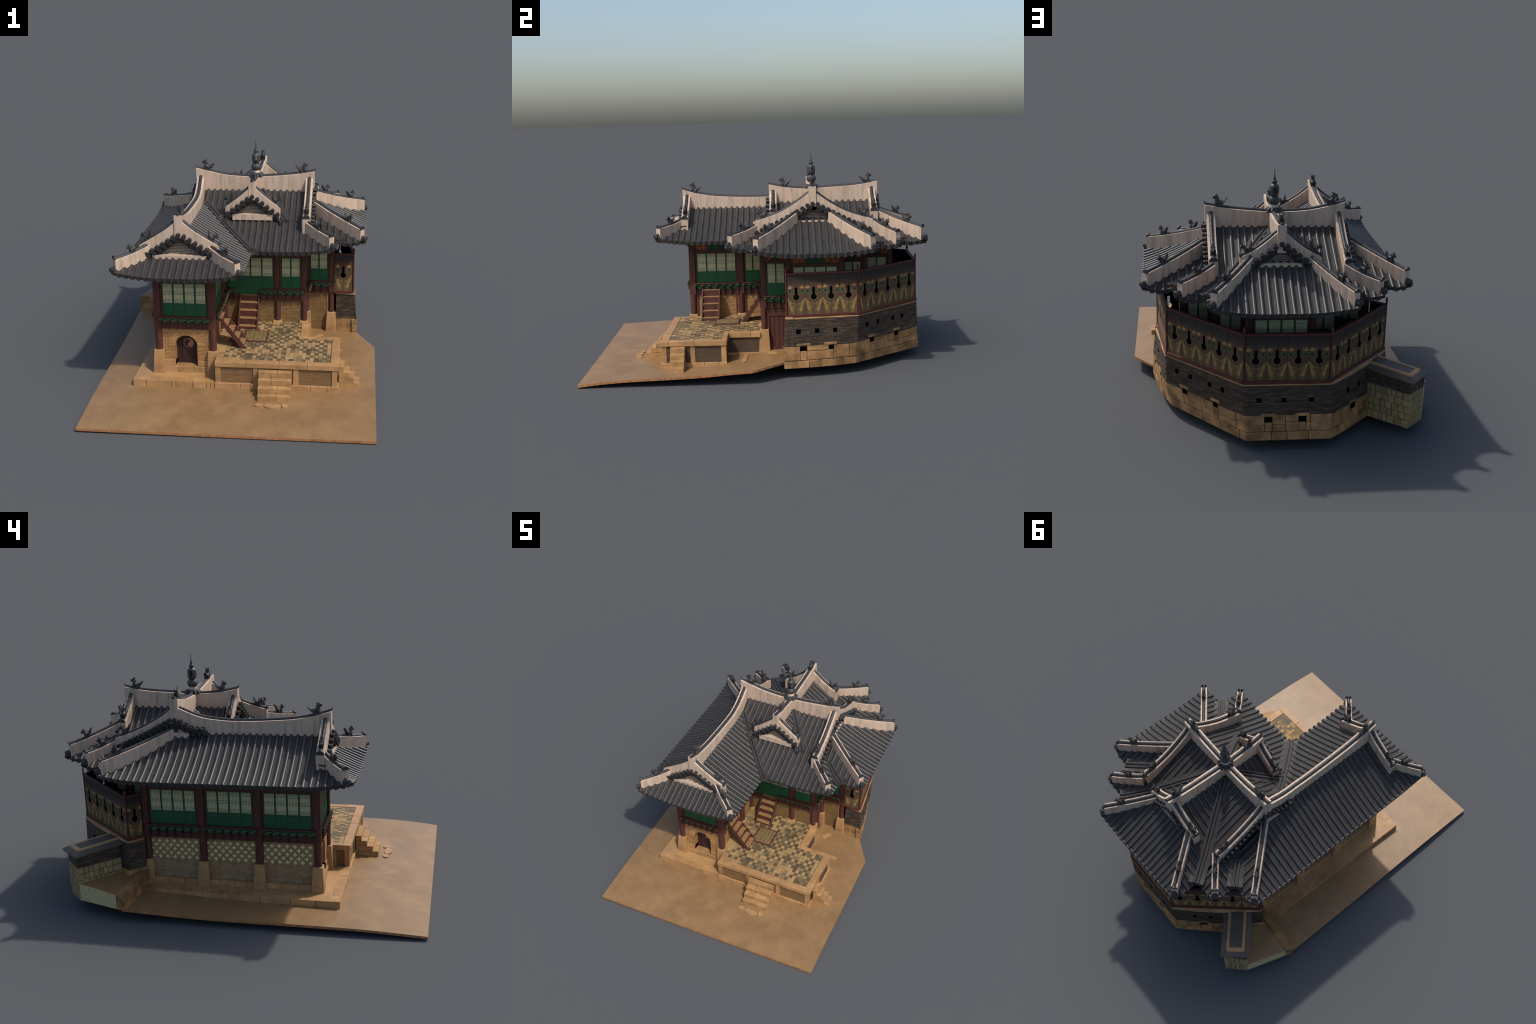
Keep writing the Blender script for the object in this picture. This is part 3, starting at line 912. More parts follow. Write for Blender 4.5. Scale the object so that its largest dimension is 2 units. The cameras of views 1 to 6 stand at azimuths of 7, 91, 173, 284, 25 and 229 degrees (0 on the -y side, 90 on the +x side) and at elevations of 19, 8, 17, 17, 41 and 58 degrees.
EAVES = [(0.696, 0.676), (0.535, 0.676), (0.535, 0.820), (0.384, 0.820), (0.384, 0.978), (-0.300, 0.978), (-0.300, 0.820), (-0.451, 0.820), (-0.451, 0.676), (-0.616, 0.676), (-0.616, -0.626), (0.057, -0.626), (0.057, -0.157), (0.535, -0.157), (0.535, -0.010), (0.696, -0.010)]
def build_soffit(roof_o):
    n = len(EAVES)
    def inset(i, k):
        a, b, c = Vector(EAVES[i - 1]), Vector(EAVES[i]), Vector(EAVES[(i + 1) % n])
        n1 = Vector((-(b - a).y, (b - a).x)).normalized()
        n2 = Vector((-(c - b).y, (c - b).x)).normalized()
        return b + (n1 + n2) * k
    sof, raf = MB(), MB()
    for i in range(n):
        j = (i + 1) % n
        a0, b0 = inset(i, 0.004), inset(j, 0.004)
        a1, b1 = inset(i, 0.205), inset(j, 0.205)
        K = 8
        for q in range(K):
            t0, t1 = q / K, (q + 1) / K
            p = [a0.lerp(b0, t0), a0.lerp(b0, t1), a1.lerp(b1, t1), a1.lerp(b1, t0)]
            z = [EAVE - 0.014 + lift(p[0].x, p[0].y), EAVE - 0.014 + lift(p[1].x, p[1].y), EAVE + 0.012, EAVE + 0.012]
            vs = [(v.x, v.y, zz) for v, zz in zip(p, z)] + [(v.x, v.y, zz + 0.006) for v, zz in zip(p, z)]
            sof.add(vs, [(3, 2, 1, 0), (4, 5, 6, 7), (0, 1, 5, 4), (2, 3, 7, 6)])
        L = (b0 - a0).length
        m = max(2, int(L / 0.034))
        for q in range(m):
            t = (q + 0.5) / m
            p, r = a0.lerp(b0, t), a1.lerp(b1, t)
            p = p.lerp(r, 0.06)
            raf.tube([(p.x, p.y, EAVE - 0.019 + lift(p.x, p.y)), (r.x, r.y, EAVE + 0.004)], 0.0058, 6)
    make('soffit', sof, 'rafter', roof_o)
    make('rafter', raf, 'rafter', roof_o, stuff=True, smooth=50)

# ------------------------------------------------------------------ hall body
PLAN = [(-0.428, -0.428), (-0.126, -0.428), (-0.126, -0.120), (-0.126, 0.030), (0.190, 0.030), (0.347, 0.036), (0.350, 0.186), (0.502, 0.186), (0.502, 0.486), (0.350, 0.486),
        (0.350, 0.632), (0.195, 0.632), (0.195, 0.795), (-0.112, 0.795), (-0.112, 0.632), (-0.270, 0.632), (-0.270, 0.492), (-0.428, 0.492), (-0.428, 0.184), (-0.428, -0.120)]
STOUT = (0, 1, 2, 17, 18, 19)
SASH = [4, 4, 2, 4, 2, 2, 2, 4, 2, 2, 2, 2, 4, 2, 2, 2, 2, 4, 4, 4]
Z_FLOOR, Z_RAIL, Z_MID, Z_WTOP, Z_TOP = 0.345, 0.417, 0.490, 0.603, 0.690
sash_cache = {}
def sash_mesh(w, z0):
    key = (round(w, 3), round(z0, 3))
    if key in sash_cache:
        return sash_cache[key]
    w = key[0] - 0.0008
    mb = MB()
    e = 0.0042
    h = w / 2
    # slots: 0 green paint, 1 paper, 2 lattice
    mb.box(-h, h, -0.003, 0.003, z0, Z_MID - 0.003, 0)
    mb.box(-h + 0.004, h - 0.004, -0.0042, -0.003, z0 + 0.006, z0 + 0.030, 0)
    mb.box(-h + 0.004, h - 0.004, -0.0042, -0.003, z0 + 0.033, Z_MID - 0.007, 0)
    mb.box(-h, -h + e, -0.004, 0.003, Z_MID - 0.003, Z_WTOP + 0.004, 0)
    mb.box(h - e, h, -0.004, 0.003, Z_MID - 0.003, Z_WTOP + 0.004, 0)
    mb.box(-h + e, h - e, -0.004, 0.003, Z_WTOP, Z_WTOP + 0.004, 0)
    mb.box(-h + e, h - e, -0.004, 0.003, Z_MID - 0.003, Z_MID, 0)
    mb.box(-h + e, h - e, 0.0, 0.001, Z_MID, Z_WTOP, 1)
    nb = 6
    for i in range(nb):
        x = lerp(-h + e, h - e, (i + 1) / (nb + 1))
        mb.box(x - 0.0005, x + 0.0005, -0.0022, -0.0002, Z_MID, Z_WTOP, 2)
    H = Z_WTOP - Z_MID
    for f in (0.05, 0.11, 0.17, 0.44, 0.51, 0.58, 0.82, 0.89, 0.95):
        z = Z_MID + f * H
        mb.box(-h + e, h - e, -0.0026, -0.0001, z - 0.0005, z + 0.0005, 2)
    sash_cache[key] = mb.mesh('window_sash', ['green', 'paper', 'dgreen'])
    return sash_cache[key]

def bracket_mesh():
    mb = MB()
    mb.box(-0.0017, 0.0017, -0.022, 0.0, 0.0, 0.050, 0)
    mb.prism([(-0.0017, -0.030), (0.0017, -0.030), (0.0017, -0.022), (-0.0017, -0.022)], 0.030, 0.056, 0)
    # leaf shaped green cap
    n = 12
    vs, fs = [], []
    for zz in (0.058, 0.0645):
        for j in range(n):
            a = 2 * math.pi * j / n
            k = 0.8 if zz < 0.06 else 1.0
            vs.append((0.0115 * k * math.cos(a), -0.030 + 0.008 * k * math.sin(a), zz))
    fs = [(j, (j + 1) % n, n + (j + 1) % n, n + j) for j in range(n)] + [tuple(range(n - 1, -1, -1)), tuple(range(n, 2 * n))]
    mb.add(vs, fs, 1)
    return mb.mesh('railing_bracket', ['wood', 'leaf'])
def motif_mesh():
    mb = MB()
    for r, w in ((0.0085, 0.0013), (0.0052, 0.0011)):
        pts = [(r * math.cos(a), 0, r * 0.8 * math.sin(a)) for a in [math.pi * i / 10 * 1.15 - 0.2 for i in range(11)]]
        mb.tube(pts, w, 5, up=Vector((0, 1, 0)))
    mb.tube([(-0.004, 0, -0.004), (0.004, 0, -0.004)], 0.001, 5)
    return mb.mesh('railing_motif', ['motif'])

def build_body():
    n = len(PLAN)
    # solid dark core that carries the wall pieces
    core = MB()
    inn = []
    for i in range(n):
        a, b, c = Vector(PLAN[i - 1]), Vector(PLAN[i]), Vector(PLAN[(i + 1) % n])
        n1 = Vector((-(b - a).y, (b - a).x)).normalized()
        n2 = Vector((-(c - b).y, (c - b).x)).normalized()
        k = n1 if (n1 - n2).length < 0.1 else n1 + n2
        q = b + k * 0.058
        inn.append((q.x, q.y))
    core.prism(inn, 0.075, Z_TOP + 0.012)
    body = make('pavilion_body', core, 'darkwood', ROOT)
    # columns: stout ones on the wing, slimmer ones on the cross-shaped hall
    def col_mesh(h, r):
        col = MB()
        col.lathe([(r, 0.205), (r, Z_FLOOR + 0.002)], (0, 0, 0), 20, 0)
        col.box(-h, h, -h, h, Z_FLOOR, Z_TOP, 0)
        return col.mesh('column', ['wood'])
    stout, slim = col_mesh(0.0185, 0.0205), col_mesh(0.0135, 0.0172)
    base = MB()
    b, t = 0.0345, 0.0265
    base.hexa([(-b, -b, 0.074), (b, -b, 0.074), (b, b, 0.074), (-b, b, 0.074), (-t, -t, 0.216), (t, -t, 0.216), (t, t, 0.216), (-t, t, 0.216)])
    basem = base.mesh('column_base', ['granite'])
    for i, (x, y) in enumerate(PLAN):
        place('column', stout if i in STOUT else slim, body, T=Matrix.Translation((x, y, 0)), smooth=30)
        if i <= 7 or i >= 17:
            place('column_base', basem, body, T=Matrix.Translation((x, y, 0)), bevel=0.003)
    brm, mom = bracket_mesh(), motif_mesh()
    for i in range(n):
        p0, p1 = PLAN[i], PLAN[(i + 1) % n]
        T, L = frame(p0, p1)
        a = 0.0185 if i in STOUT else 0.0135
        b = L - (0.0185 if (i + 1) % n in STOUT else 0.0135)
        ns = SASH[i]
        door = (i == 3)                      # the bay with the upper door and timber stairs
        zb = 0.375 if door else Z_RAIL
        # timber frame round the windows
        fr = MB()
        m = 0.0115 if ns == 4 else 0.010
        fr.box(a, a + m, -0.006, 0.010, Z_FLOOR + 0.02, Z_TOP - 0.07)
        fr.box(b - m, b, -0.006, 0.010, Z_FLOOR + 0.02, Z_TOP - 0.07)
        fr.box(a, b, -0.008, 0.010, Z_WTOP + 0.004, Z_WTOP + 0.024)
        fr.box(a, b, -0.012, 0.010, Z_TOP - 0.022, Z_TOP)
        make('window_frame', fr, 'wood', body, T=T, bevel=0.001)
        # painted frieze between beam and plate
        fz = MB()
        third = (b - a) / 3.4
        fz.box(a + third, b - third, -0.005, 0.008, Z_WTOP + 0.0245, Z_TOP - 0.0225, 0)
        fz.box(a, a + third - 0.001, -0.004, 0.008, Z_WTOP + 0.0245, Z_TOP - 0.0225, 1)
        fz.box(b - third + 0.001, b, -0.004, 0.008, Z_WTOP + 0.0245, Z_TOP - 0.0225, 1)
        make('painted_frieze', fz, ['green', 'orange'], body, T=T)
        w = (b - a - 2 * m) / ns
        me = sash_mesh(w, zb)
        for j in range(ns):
            place('window_sash', me, body, T=T @ Matrix.Translation((a + m + w * (j + 0.5), -0.004, 0)))
        # carved bracket under the eave plate
        cb = MB()
        for x in (a + 0.001, b - 0.001):
            cb.box(x - 0.004, x + 0.004, -0.030, -0.012, Z_TOP - 0.040, Z_TOP - 0.004, 0)
        make('eave_bracket', cb, 'orange', body, T=T, stuff=True, bevel=0.002)
        # railing with bracketed panels
        if i <= 6 or i >= 17:
            x0, x1 = a - 0.012, b + 0.012
            spans = [(x0, x1)]
            if door:
                spans = [(x0, 0.075), (L - 0.105, x1)]
            for s0, s1 in spans:
                rl = MB()
                rl.box(s0, s1, -0.036, -0.024, Z_RAIL - 0.005, Z_RAIL + 0.002, 0)
                pa, pb = max(s0, a), min(s1, b)
                rl.box(pa, pb, -0.004, 0.006, Z_FLOOR - 0.008, Z_RAIL, 0)
                rl.box(pa, pb, -0.008, -0.004, Z_FLOOR - 0.006, Z_FLOOR + 0.026, 0)
                cnt = max(2, round((s1 - s0 - 0.024) / 0.043))
                xs = [lerp(s0 + 0.012, s1 - 0.012, k / cnt) for k in range(cnt + 1)]
                for k in range(cnt):
                    rl.box(xs[k] + 0.006, xs[k + 1] - 0.006, -0.0075, -0.004, Z_FLOOR + 0.027, Z_RAIL - 0.016, 1)
                make('railing', rl, ['wood', 'panelgreen'], body, T=T, bevel=0.0006)
                for k in range(cnt + 1):
                    place('railing_bracket', brm, body, T=T @ Matrix.Translation((xs[k], -0.002, Z_FLOOR - 0.003)))
                for k in range(cnt):
                    place('railing_motif', mom, body, T=T @ Matrix.Translation((0.5 * (xs[k] + xs[k + 1]), -0.008, Z_FLOOR + 0.0385)))
            if door:
                sill = MB()
                sill.box(0.075, L - 0.105, -0.012, 0.006, Z_FLOOR - 0.008, 0.375)
                make('door_sill', sill, 'wood', body, T=T)
        else:
            rl = MB()
            rl.box(a, b, -0.004, 0.006, Z_FLOOR - 0.02, Z_RAIL)
            make('wall_board', rl, 'darkwood', body, T=T)
        # lower masonry
        if i in (0,):
            arch_wall(body, T, L, a, b)
        elif i in (1, 2):
            wl = MB()
            wl.box(a, b, 0.0, 0.012, 0.19, Z_FLOOR - 0.008)
            make('brick_wall', wl, 'tan_brick', body, T=T)
            st = MB()
            for q in (a + 0.012, b - 0.012):
                st.box(q - 0.004, q + 0.004, -0.004, 0.0, 0.20, Z_FLOOR - 0.008)
            make('wall_stile', st, 'wood', body, T=T)
        elif i in (3, 4, 6):
            wl = MB()
            wl.box(a, b, 0.0, 0.012, 0.09 if i == 6 else 0.19, Z_FLOOR - 0.008)
            make('brick_wall', wl, 'brown_brick', body, T=T)
            if i == 6:
                st = MB()
                st.box(b - 0.014, b - 0.004, -0.003, 0.0, 0.20, Z_FLOOR - 0.008)
                make('wall_edge', st, 'tan_brick', body, T=T)
        elif i == 5:
            plank_door(body, T, L, a, b)
        elif i >= 17:
            west_wall(body, T, L, a, b, i)
    # carved bracket heads under the eaves at the outer corners
    return body

def west_wall(body, T, L, a, b, seed):
    wl = MB()
    wl.box(a, b, 0.002, 0.012, 0.105, Z_FLOOR - 0.006)
    make('brick_wall', wl, 'west_brick', body, T=T)
    rr = random.Random(seed)
    x = a + 0.012
    while x < b - 0.02:
        w = min(rr.uniform(0.045, 0.10), b - 0.012 - x)
        if b - 0.012 - x - w < 0.03:
            w = b - 0.012 - x
        mb = MB()
        mb.box(x + 0.0006, x + w - 0.0006, -0.017, 0.01, 0.076, 0.110)
        make('footing_stone', mb, 'granite', body, T=T, bevel=0.002)
        x += w
    cr = MB()
    s, q = 0.0108, 0.0042
    x0, x1 = a + 0.006, b - 0.006
    for r in range(5):
        z = 0.2265 + r * 0.0222
        k = 0
        x = x0 + (0.0 if r % 2 == 0 else 0.0203)
        while x <= x1 + 0.001:
            xa, xb = max(x - s, x0 - 0.004), min(x + s, x1 + 0.004)
            cr.box(xa, xb, -0.0012, 0.004, z - q, z + q)
            if x0 < x - q and x + q < x1:
                cr.box(x - q, x + q, -0.00119, 0.004, z + q - 0.0001, z + s)
                cr.box(x - q, x + q, -0.00119, 0.004, z - s, z - q + 0.0001)
            x += 0.0406
    make('cross_tile', cr, 'cross', body, T=T, stuff=True)

def arch_wall(body, T, L, a, b):
    """brick wall with a round-headed doorway, wedge bricks and a round emblem on the door"""
    xc, r, zs = 0.151, 0.0615, 0.236
    bot, top = 0.114, Z_FLOOR - 0.008
    inner, outer = [], []
    n = 24
    inner += [(xc - r, bot), (xc - r, lerp(bot, zs, 0.5))]
    outer += [(a, bot), (a, lerp(bot, zs, 0.5))]
    for i in range(n + 1):
        t = math.pi * (1 - i / n)
        ix, iz = xc + r * math.cos(t), zs + r * math.sin(t)
        cx, cz = math.cos(t), math.sin(t)
        k = min(((b - xc) if cx > 0 else (xc - a)) / max(abs(cx), 1e-6), (top - zs) / max(cz, 1e-6))
        inner.append((ix, iz))
        outer.append((xc + cx * k, zs + cz * k))
    inner += [(xc + r, lerp(bot, zs, 0.5)), (xc + r, bot)]
    outer += [(b, lerp(bot, zs, 0.5)), (b, bot)]
    mb = MB()
    m = len(inner)
    y0 = -0.002
    vs = [(x, y0, z) for x, z in inner] + [(x, y0, z) for x, z in outer] + [(x, 0.052, z) for x, z in inner]
    fs = [(i, i + 1, m + i + 1, m + i)[::-1] for i in range(m - 1)] + [(i, i + 1, 2 * m + i + 1, 2 * m + i) for i in range(m - 1)]
    mb.add(vs, fs)
    make('brick_wall', mb, 'tan_brick', body, T=T)
    ring = MB()
    k = 21
    for i in range(k):
        for r0, r1, off in ((r + 0.001, 0.101, 0),):
            t0, t1 = math.pi * (1.0 - i / k) - 0.012, math.pi * (1 - (i + 1) / k) + 0.030
            ins = r0 + (0.0 if i % 2 else 0.003)
            q = [(xc + ins * math.cos(t0), zs + ins * math.sin(t0)), (xc + ins * math.cos(t1), zs + ins * math.sin(t1)), (xc + r1 * math.cos(t1), zs + r1 * math.sin(t1)), (xc + r1 * math.cos(t0), zs + r1 * math.sin(t0))]
            q = [(x, min(z, top)) for x, z in q]
            ring.hexa([(x, -0.0045, z) for x, z in q] + [(x, 0.0, z) for x, z in q])
    make('arch_brick', ring, 'arch_brick', body, T=T, stuff=True)
    # stone footing and threshold
    for x0, x1, z0, z1, yo in ((a, xc - r, 0.1135, 0.150, -0.006), (xc + r, b, 0.1135, 0.146, -0.006), (a - 0.01, xc - 0.045, 0.076, 0.113, -0.012), (xc - 0.044, xc + 0.040, 0.076, 0.1135, -0.016), (xc + 0.041, b + 0.01, 0.076, 0.113, -0.012)):
        s = MB()
        s.box(x0, x1, yo, 0.05, z0, z1)
        make('footing_stone', s, 'granite', body, T=T, bevel=0.002)
    d = MB()
    dy = 0.042
    d.box(xc - r - 0.004, xc + r + 0.004, dy - 0.003, dy + 0.01, 0.113, 0.148)
    for i in range(4):
        x0 = xc - r - 0.004 + (2 * r + 0.008) * i / 4
        d.box(x0 + 0.0008, x0 + (2 * r + 0.008) / 4 - 0.0008, dy, dy + 0.01, 0.148, 0.305)
    make('arched_door', d, 'darkwood', body, T=T, bevel=0.001)
    # emblem: disc divided by an S-curve
    ex, ez, er = xc + 0.006, 0.236, 0.029
    light, dark = MB(), MB()
    pts = [(er * math.cos(t), er * math.sin(t)) for t in [2 * math.pi * i / 32 for i in range(32)]]
    light.add([(ex + x, dy - 0.002, ez + z) for x, z in pts] + [(ex + x, dy + 0.002, ez + z) for x, z in pts], [tuple(range(32))] + [(i, (i + 1) % 32, 32 + (i + 1) % 32, 32 + i) for i in range(32)])
    er2 = er * 0.86
    s = [(er2 * math.cos(-t), er2 * math.sin(-t)) for t in [math.pi * i / 20 for i in range(21)]]           # lower rim, right to left
    s += [(-er2 / 2 - er2 / 2 * math.cos(t), -er2 / 2 * math.sin(t) * -1) for t in [math.pi * i / 10 for i in range(1, 11)]]
    s += [(er2 / 2 - er2 / 2 * math.cos(t), -er2 / 2 * math.sin(t)) for t in [math.pi * i / 10 for i in range(1, 10)]]
    rot = Matrix.Rotation(-1.0, 2)
    s = [tuple(rot @ Vector(p)) for p in s]
    dark.add([(ex + x, dy - 0.0035, ez + z) for x, z in s], [tuple(range(len(s)))])
    make('door_emblem', light, 'emblem', body, T=T)
    make('door_emblem_swirl', dark, 'darkwood', body, T=T)

def plank_door(body, T, L, a, b):
    fr = MB()
    fr.box(a, a + 0.018, -0.004, 0.010, 0.10, Z_FLOOR - 0.008)
    fr.box(a + 0.018, b + 0.02, -0.003, 0.010, 0.292, 0.314)
    fr.box(a + 0.018, b + 0.02, -0.003, 0.010, 0.316, Z_FLOOR - 0.008)
    fr.box(a, b + 0.02, -0.006, 0.010, 0.092, 0.106)
    make('door_frame', fr, 'wood', body, T=T, bevel=0.001)
    d = MB()
    k = 4
    for i in range(k):
        x0 = lerp(a + 0.020, b + 0.004, i / k)
        x1 = lerp(a + 0.020, b + 0.004, (i + 1) / k)
        d.box(x0 + 0.0008, x1 - 0.0008, 0.002, 0.010, 0.106, 0.292)
    make('plank_door', d, 'wood', body, T=T, bevel=0.001)
    s = MB()
    s.box(a + 0.022, b, -0.026, 0.0, 0.074, 0.090)
    make('door_step', s, 'wallstone', body, T=T, bevel=0.003)

def build_timber_stairs():
    def stair(p_low, p_high, width, n=4, z0=0.203, z1=0.376):
        """open stair rising from p_low to p_high (plan), width across"""
        a, b = Vector((*p_low, 0)), Vector((*p_high, 0))
        d = (b - a)
        run = d.length
        d.normalize()
        s = Vector((-d.y, d.x, 0))
        T = Matrix(((d.x, s.x, 0, a.x), (d.y, s.y, 0, a.y), (0, 0, 1, 0), (0, 0, 0, 1)))
        st = MB()
        for k in (-1, 1):
            y0, y1 = sorted((k * width / 2, k * (width / 2 - 0.006)))
            p = [(-0.004, z0), (0.028, z0), (run + 0.006, z1 - 0.030), (run + 0.006, z1 + 0.008)]
            vs = [(x, y0, z) for x, z in p] + [(x, y1, z) for x, z in p]
            st.add(vs, [(0, 1, 2, 3), (7, 6, 5, 4), (0, 4, 5, 1), (1, 5, 6, 2), (2, 6, 7, 3), (3, 7, 4, 0)])
        for k in range(n + 1):
            x = lerp(0.012, run, k / n)
            zt = z0 + (z1 - z0) * (k + 0.45) / (n + 0.45)
            zp = z0 + (z1 - z0) * (k - 0.55) / (n + 0.45) if k else z0
            st.box(x, x + 0.004, -width / 2 + 0.006, width / 2 - 0.006, zp, zt - 0.004)
        o = make('timber_stair', st, 'wood', ROOT, T=T, bevel=0.0008)
        tr = MB()
        for k in range(n + 1):
            x = lerp(0.012, run, k / n)
            zt = z0 + (z1 - z0) * (k + 0.45) / (n + 0.45)
            tr.box(x - 0.002, x + run / n, -width / 2 + 0.0062, width / 2 - 0.0062, zt - 0.004, zt)
        make('stair_tread', tr, 'tread', o, bevel=0.001)
    stair((0.046, -0.310), (-0.084, -0.310), 0.112)
    stair((0.024, -0.107), (0.026, 0.012), 0.116)
    # low timber landing between the stairs
    fr = MB()
    x0, x1, y0, y1 = 0.018, 0.156, -0.277, -0.123
    for q in ((x0, x1, y0, y0 + 0.010), (x0, x1, y1 - 0.010, y1), (x0, x0 + 0.010, y0 + 0.010, y1 - 0.010), (x1 - 0.010, x1, y0 + 0.010, y1 - 0.010)):
        fr.box(*q, 0.2, 0.2085)
    o = make('timber_landing', fr, 'wood', ROOT, bevel=0.001)
    for i in range(5):
        b = MB()
        xa, xb = lerp(x0 + 0.008, x1 - 0.008, i / 5), lerp(x0 + 0.008, x1 - 0.008, (i + 1) / 5)
        b.box(xa + 0.0007, xb - 0.0007, y0 + 0.008, y1 - 0.008, 0.2, 0.2080 + 0.0006 * (i % 2))
        make('landing_board', b, 'board', o, bevel=0.001)

# ------------------------------------------------------------------ terrace and plinth
def wavy(p0, p1, depth, rr, n=7):
    """top outline of an edge stone: straight outer edge p0->p1, uneven inner edge"""
    a, b = Vector(p0), Vector(p1)
    d = (b - a).normalized()
    nrm = Vector((-d.y, d.x))
    pts = [(a.x, a.y), (b.x, b.y)]
    for i in range(n + 1):
        t = 1 - i / n
        q = a.lerp(b, t) + nrm * depth * rr.uniform(0.82, 1.0) * (0.72 + 0.28 * math.sin(math.pi * t))
        pts.append((q.x, q.y))
    return pts

def plinth_z(x, y):
    return 0.0785 + 0.007 * max(0.0, y + 0.35) / 0.85

def build_plinth():
    mb = MB()
    mb.prism([(-0.549, -0.545), (-0.105, -0.545), (-0.105, 0.50), (-0.538, 0.50)], 0.026, plinth_z)
    o = make('plinth', mb, 'sand', ROOT)
    rr = random.Random(5)
    west = [((lerp(-0.540, -0.557, (0.505 - y) / 1.055), y)) for y in (0.505, 0.395, 0.27, 0.17, 0.03, -0.14, -0.30, -0.43, -0.553)]
    for i in range(len(west) - 1):
        a, b = Vector(west[i]), Vector(west[i + 1])
        g = (b - a).normalized() * 0.0012
        s = MB()
        j = rr.uniform(0.0003, 0.0012)
        s.prism(wavy(a + g, b - g, 0.062, rr), 0.028, lambda x, y: plinth_z(x, y) + j)
        make('curb_stone', s, 'granite', o, bevel=0.0025)
    south = [(x, -0.556) for x in (-0.557, -0.485, -0.345, -0.225, -0.150, -0.128, -0.106)]
    for i in range(len(south) - 1):
        a, b = Vector(south[i]), Vector(south[i + 1])
        g = Vector((0.0012, 0))
        s = MB()
        s.prism(wavy(a + g, b - g, 0.06 if i != 0 else 0.045, rr), 0.028, 0.0795 + rr.uniform(-0.0005, 0.001))
        make('curb_stone', s, 'granite', o, bevel=0.0025)

def build_terrace():
    """raised paved terrace with stone coping, posts, brick infill and steps"""
    X0, X1, Y0, Y1, XN = -0.102, 0.568, -0.553, -0.174, 0.386
    core = MB()
    core.prism([(X0 + 0.012, Y0 + 0.014), (X1 - 0.014, Y0 + 0.014), (X1 - 0.014, Y1 - 0.012), (XN - 0.014, Y1 - 0.012), (XN - 0.014, 0.05), (X0 + 0.012, 0.05)], 0.04, 0.196)
    o = make('terrace', core, 'mortar', ROOT)
    # brick infill faces
    def infill(p0, p1, z0=0.074, z1=0.174, m='terrace_brick'):
        T, L = frame(p0, p1)
        b = MB()
        b.box(0, L, -0.003, 0.004, z0, z1)
        make('brick_panel', b, m, o, T=T)
    yf = Y0 + 0.014
    infill((X0 + 0.012, yf), (X1 - 0.014, yf))
    xe = X1 - 0.014
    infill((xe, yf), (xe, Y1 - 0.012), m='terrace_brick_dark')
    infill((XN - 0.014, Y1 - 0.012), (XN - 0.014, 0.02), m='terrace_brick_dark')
    infill((xe, Y1 - 0.012), (XN - 0.014, Y1 - 0.012))
    infill((X0 + 0.012, -0.45), (X0 + 0.012, yf))
    # coping slabs
    zt, zb = 0.2030, 0.1735
    w = 0.046
    def slab(x0, x1, y0, y1, zj=0.0):
        s = MB()
        s.box(x0 + 0.0006, x1 - 0.0006, y0 + 0.0006, y1 - 0.0006, zb, zt + zj)
        make('coping_stone', s, 'granite', o, bevel=0.0022)
    for a, b in ((X0, 0.068), (0.068, 0.248), (0.248, 0.400), (0.400, X1)):
        slab(a, b, Y0, Y0 + w, R.uniform(-0.0004, 0.0006))
    for a, b in ((Y0 + w, -0.360), (-0.360, Y1)):
        slab(X1 - w, X1, a, b, R.uniform(-0.0004, 0.0006))
    slab(0.330, 0.440, Y1 - 0.032, Y1)
    slab(0.440, X1 - w, Y1 - 0.032, Y1)
    slab(XN - 0.050, XN, Y1, -0.045, 0.0004)
    slab(XN - 0.050, XN, -0.045, 0.012, 0.0)
    slab(X0, X0 + 0.040, Y0 + w, -0.445, 0.0004)
    # posts and base course
    def post(x, y, along):
        p = MB()
        h = 0.0145
        p.box(x - h, x + h, y - h, y + h, 0.070, 0.174)
        make('terrace_post', p, 'granite', o, bevel=0.002)
    for x in (-0.086, 0.121, 0.338, 0.546):
        post(x, Y0 + 0.020, 'x')
    for y in (-0.370, -0.192):
        post(X1 - 0.021, y, 'y')
    post(-0.082, -0.458, 'y')
    def course(p0, p1, cuts, zt=0.079):
        T, L = frame(p0, p1)
        e = [0.0] + cuts + [L]
        for i in range(len(e) - 1):
            s = MB()
            s.box(e[i] + 0.0007, e[i + 1] - 0.0007, 0.0, 0.03, 0.034, zt + R.uniform(-0.001, 0.001))
            make('base_stone', s, 'granite', o, T=T, bevel=0.002)
    course((X0 - 0.002, Y0 - 0.001), (X1 + 0.001, Y0 - 0.001), [0.14, 0.195, 0.415, 0.52, 0.61])
    course((XN - 0.010, Y1 - 0.010), (XN - 0.010, 0.0), [0.09], 0.083)
    course((X1 + 0.001, Y0 - 0.001), (X1 + 0.001, Y1), [0.06, 0.13, 0.25, 0.33], 0.0765)
    # paving
    pv = MB()
    t, td = 0.0224, 0.0277
    x = X0 + 0.0405
    xs = []
    while x < X1 - w - 0.002:
        xs.append((x, min(x + t, X1 - w - 0.001)))
        x += t
    y = Y0 + w + 0.0005
    while y < 0.045:
        y1 = min(y + td, 0.046)
        for a, b in xs:
            xm, ym = 0.5 * (a + b), 0.5 * (y + y1)
            if ym > Y1 - 0.033 and xm > XN - 0.050:
                continue
            if y1 > Y1 - 0.033 and xm > 0.33 and ym < Y1:
                y2 = Y1 - 0.0325
            else:
                y2 = y1
            bb = b if not (ym > Y1 - 0.03 and b > XN - 0.051) else XN - 0.0505
            if y2 - y < 0.003 or bb - a < 0.003:
                continue
            h = 0.2015 + R.uniform(-0.0005, 0.0005)
            i, j = round(a / t), round(y / td)
            dark = ((i + j) % 2 == 0 and R.random() < 0.68) or R.random() < 0.10
            pv.box(a + 0.0006, bb - 0.0006, y + 0.0006, y2 - 0.0006, 0.196, h, 1 if dark else 0)
        y += td
    # strip beside the wing wall
    y = -0.44
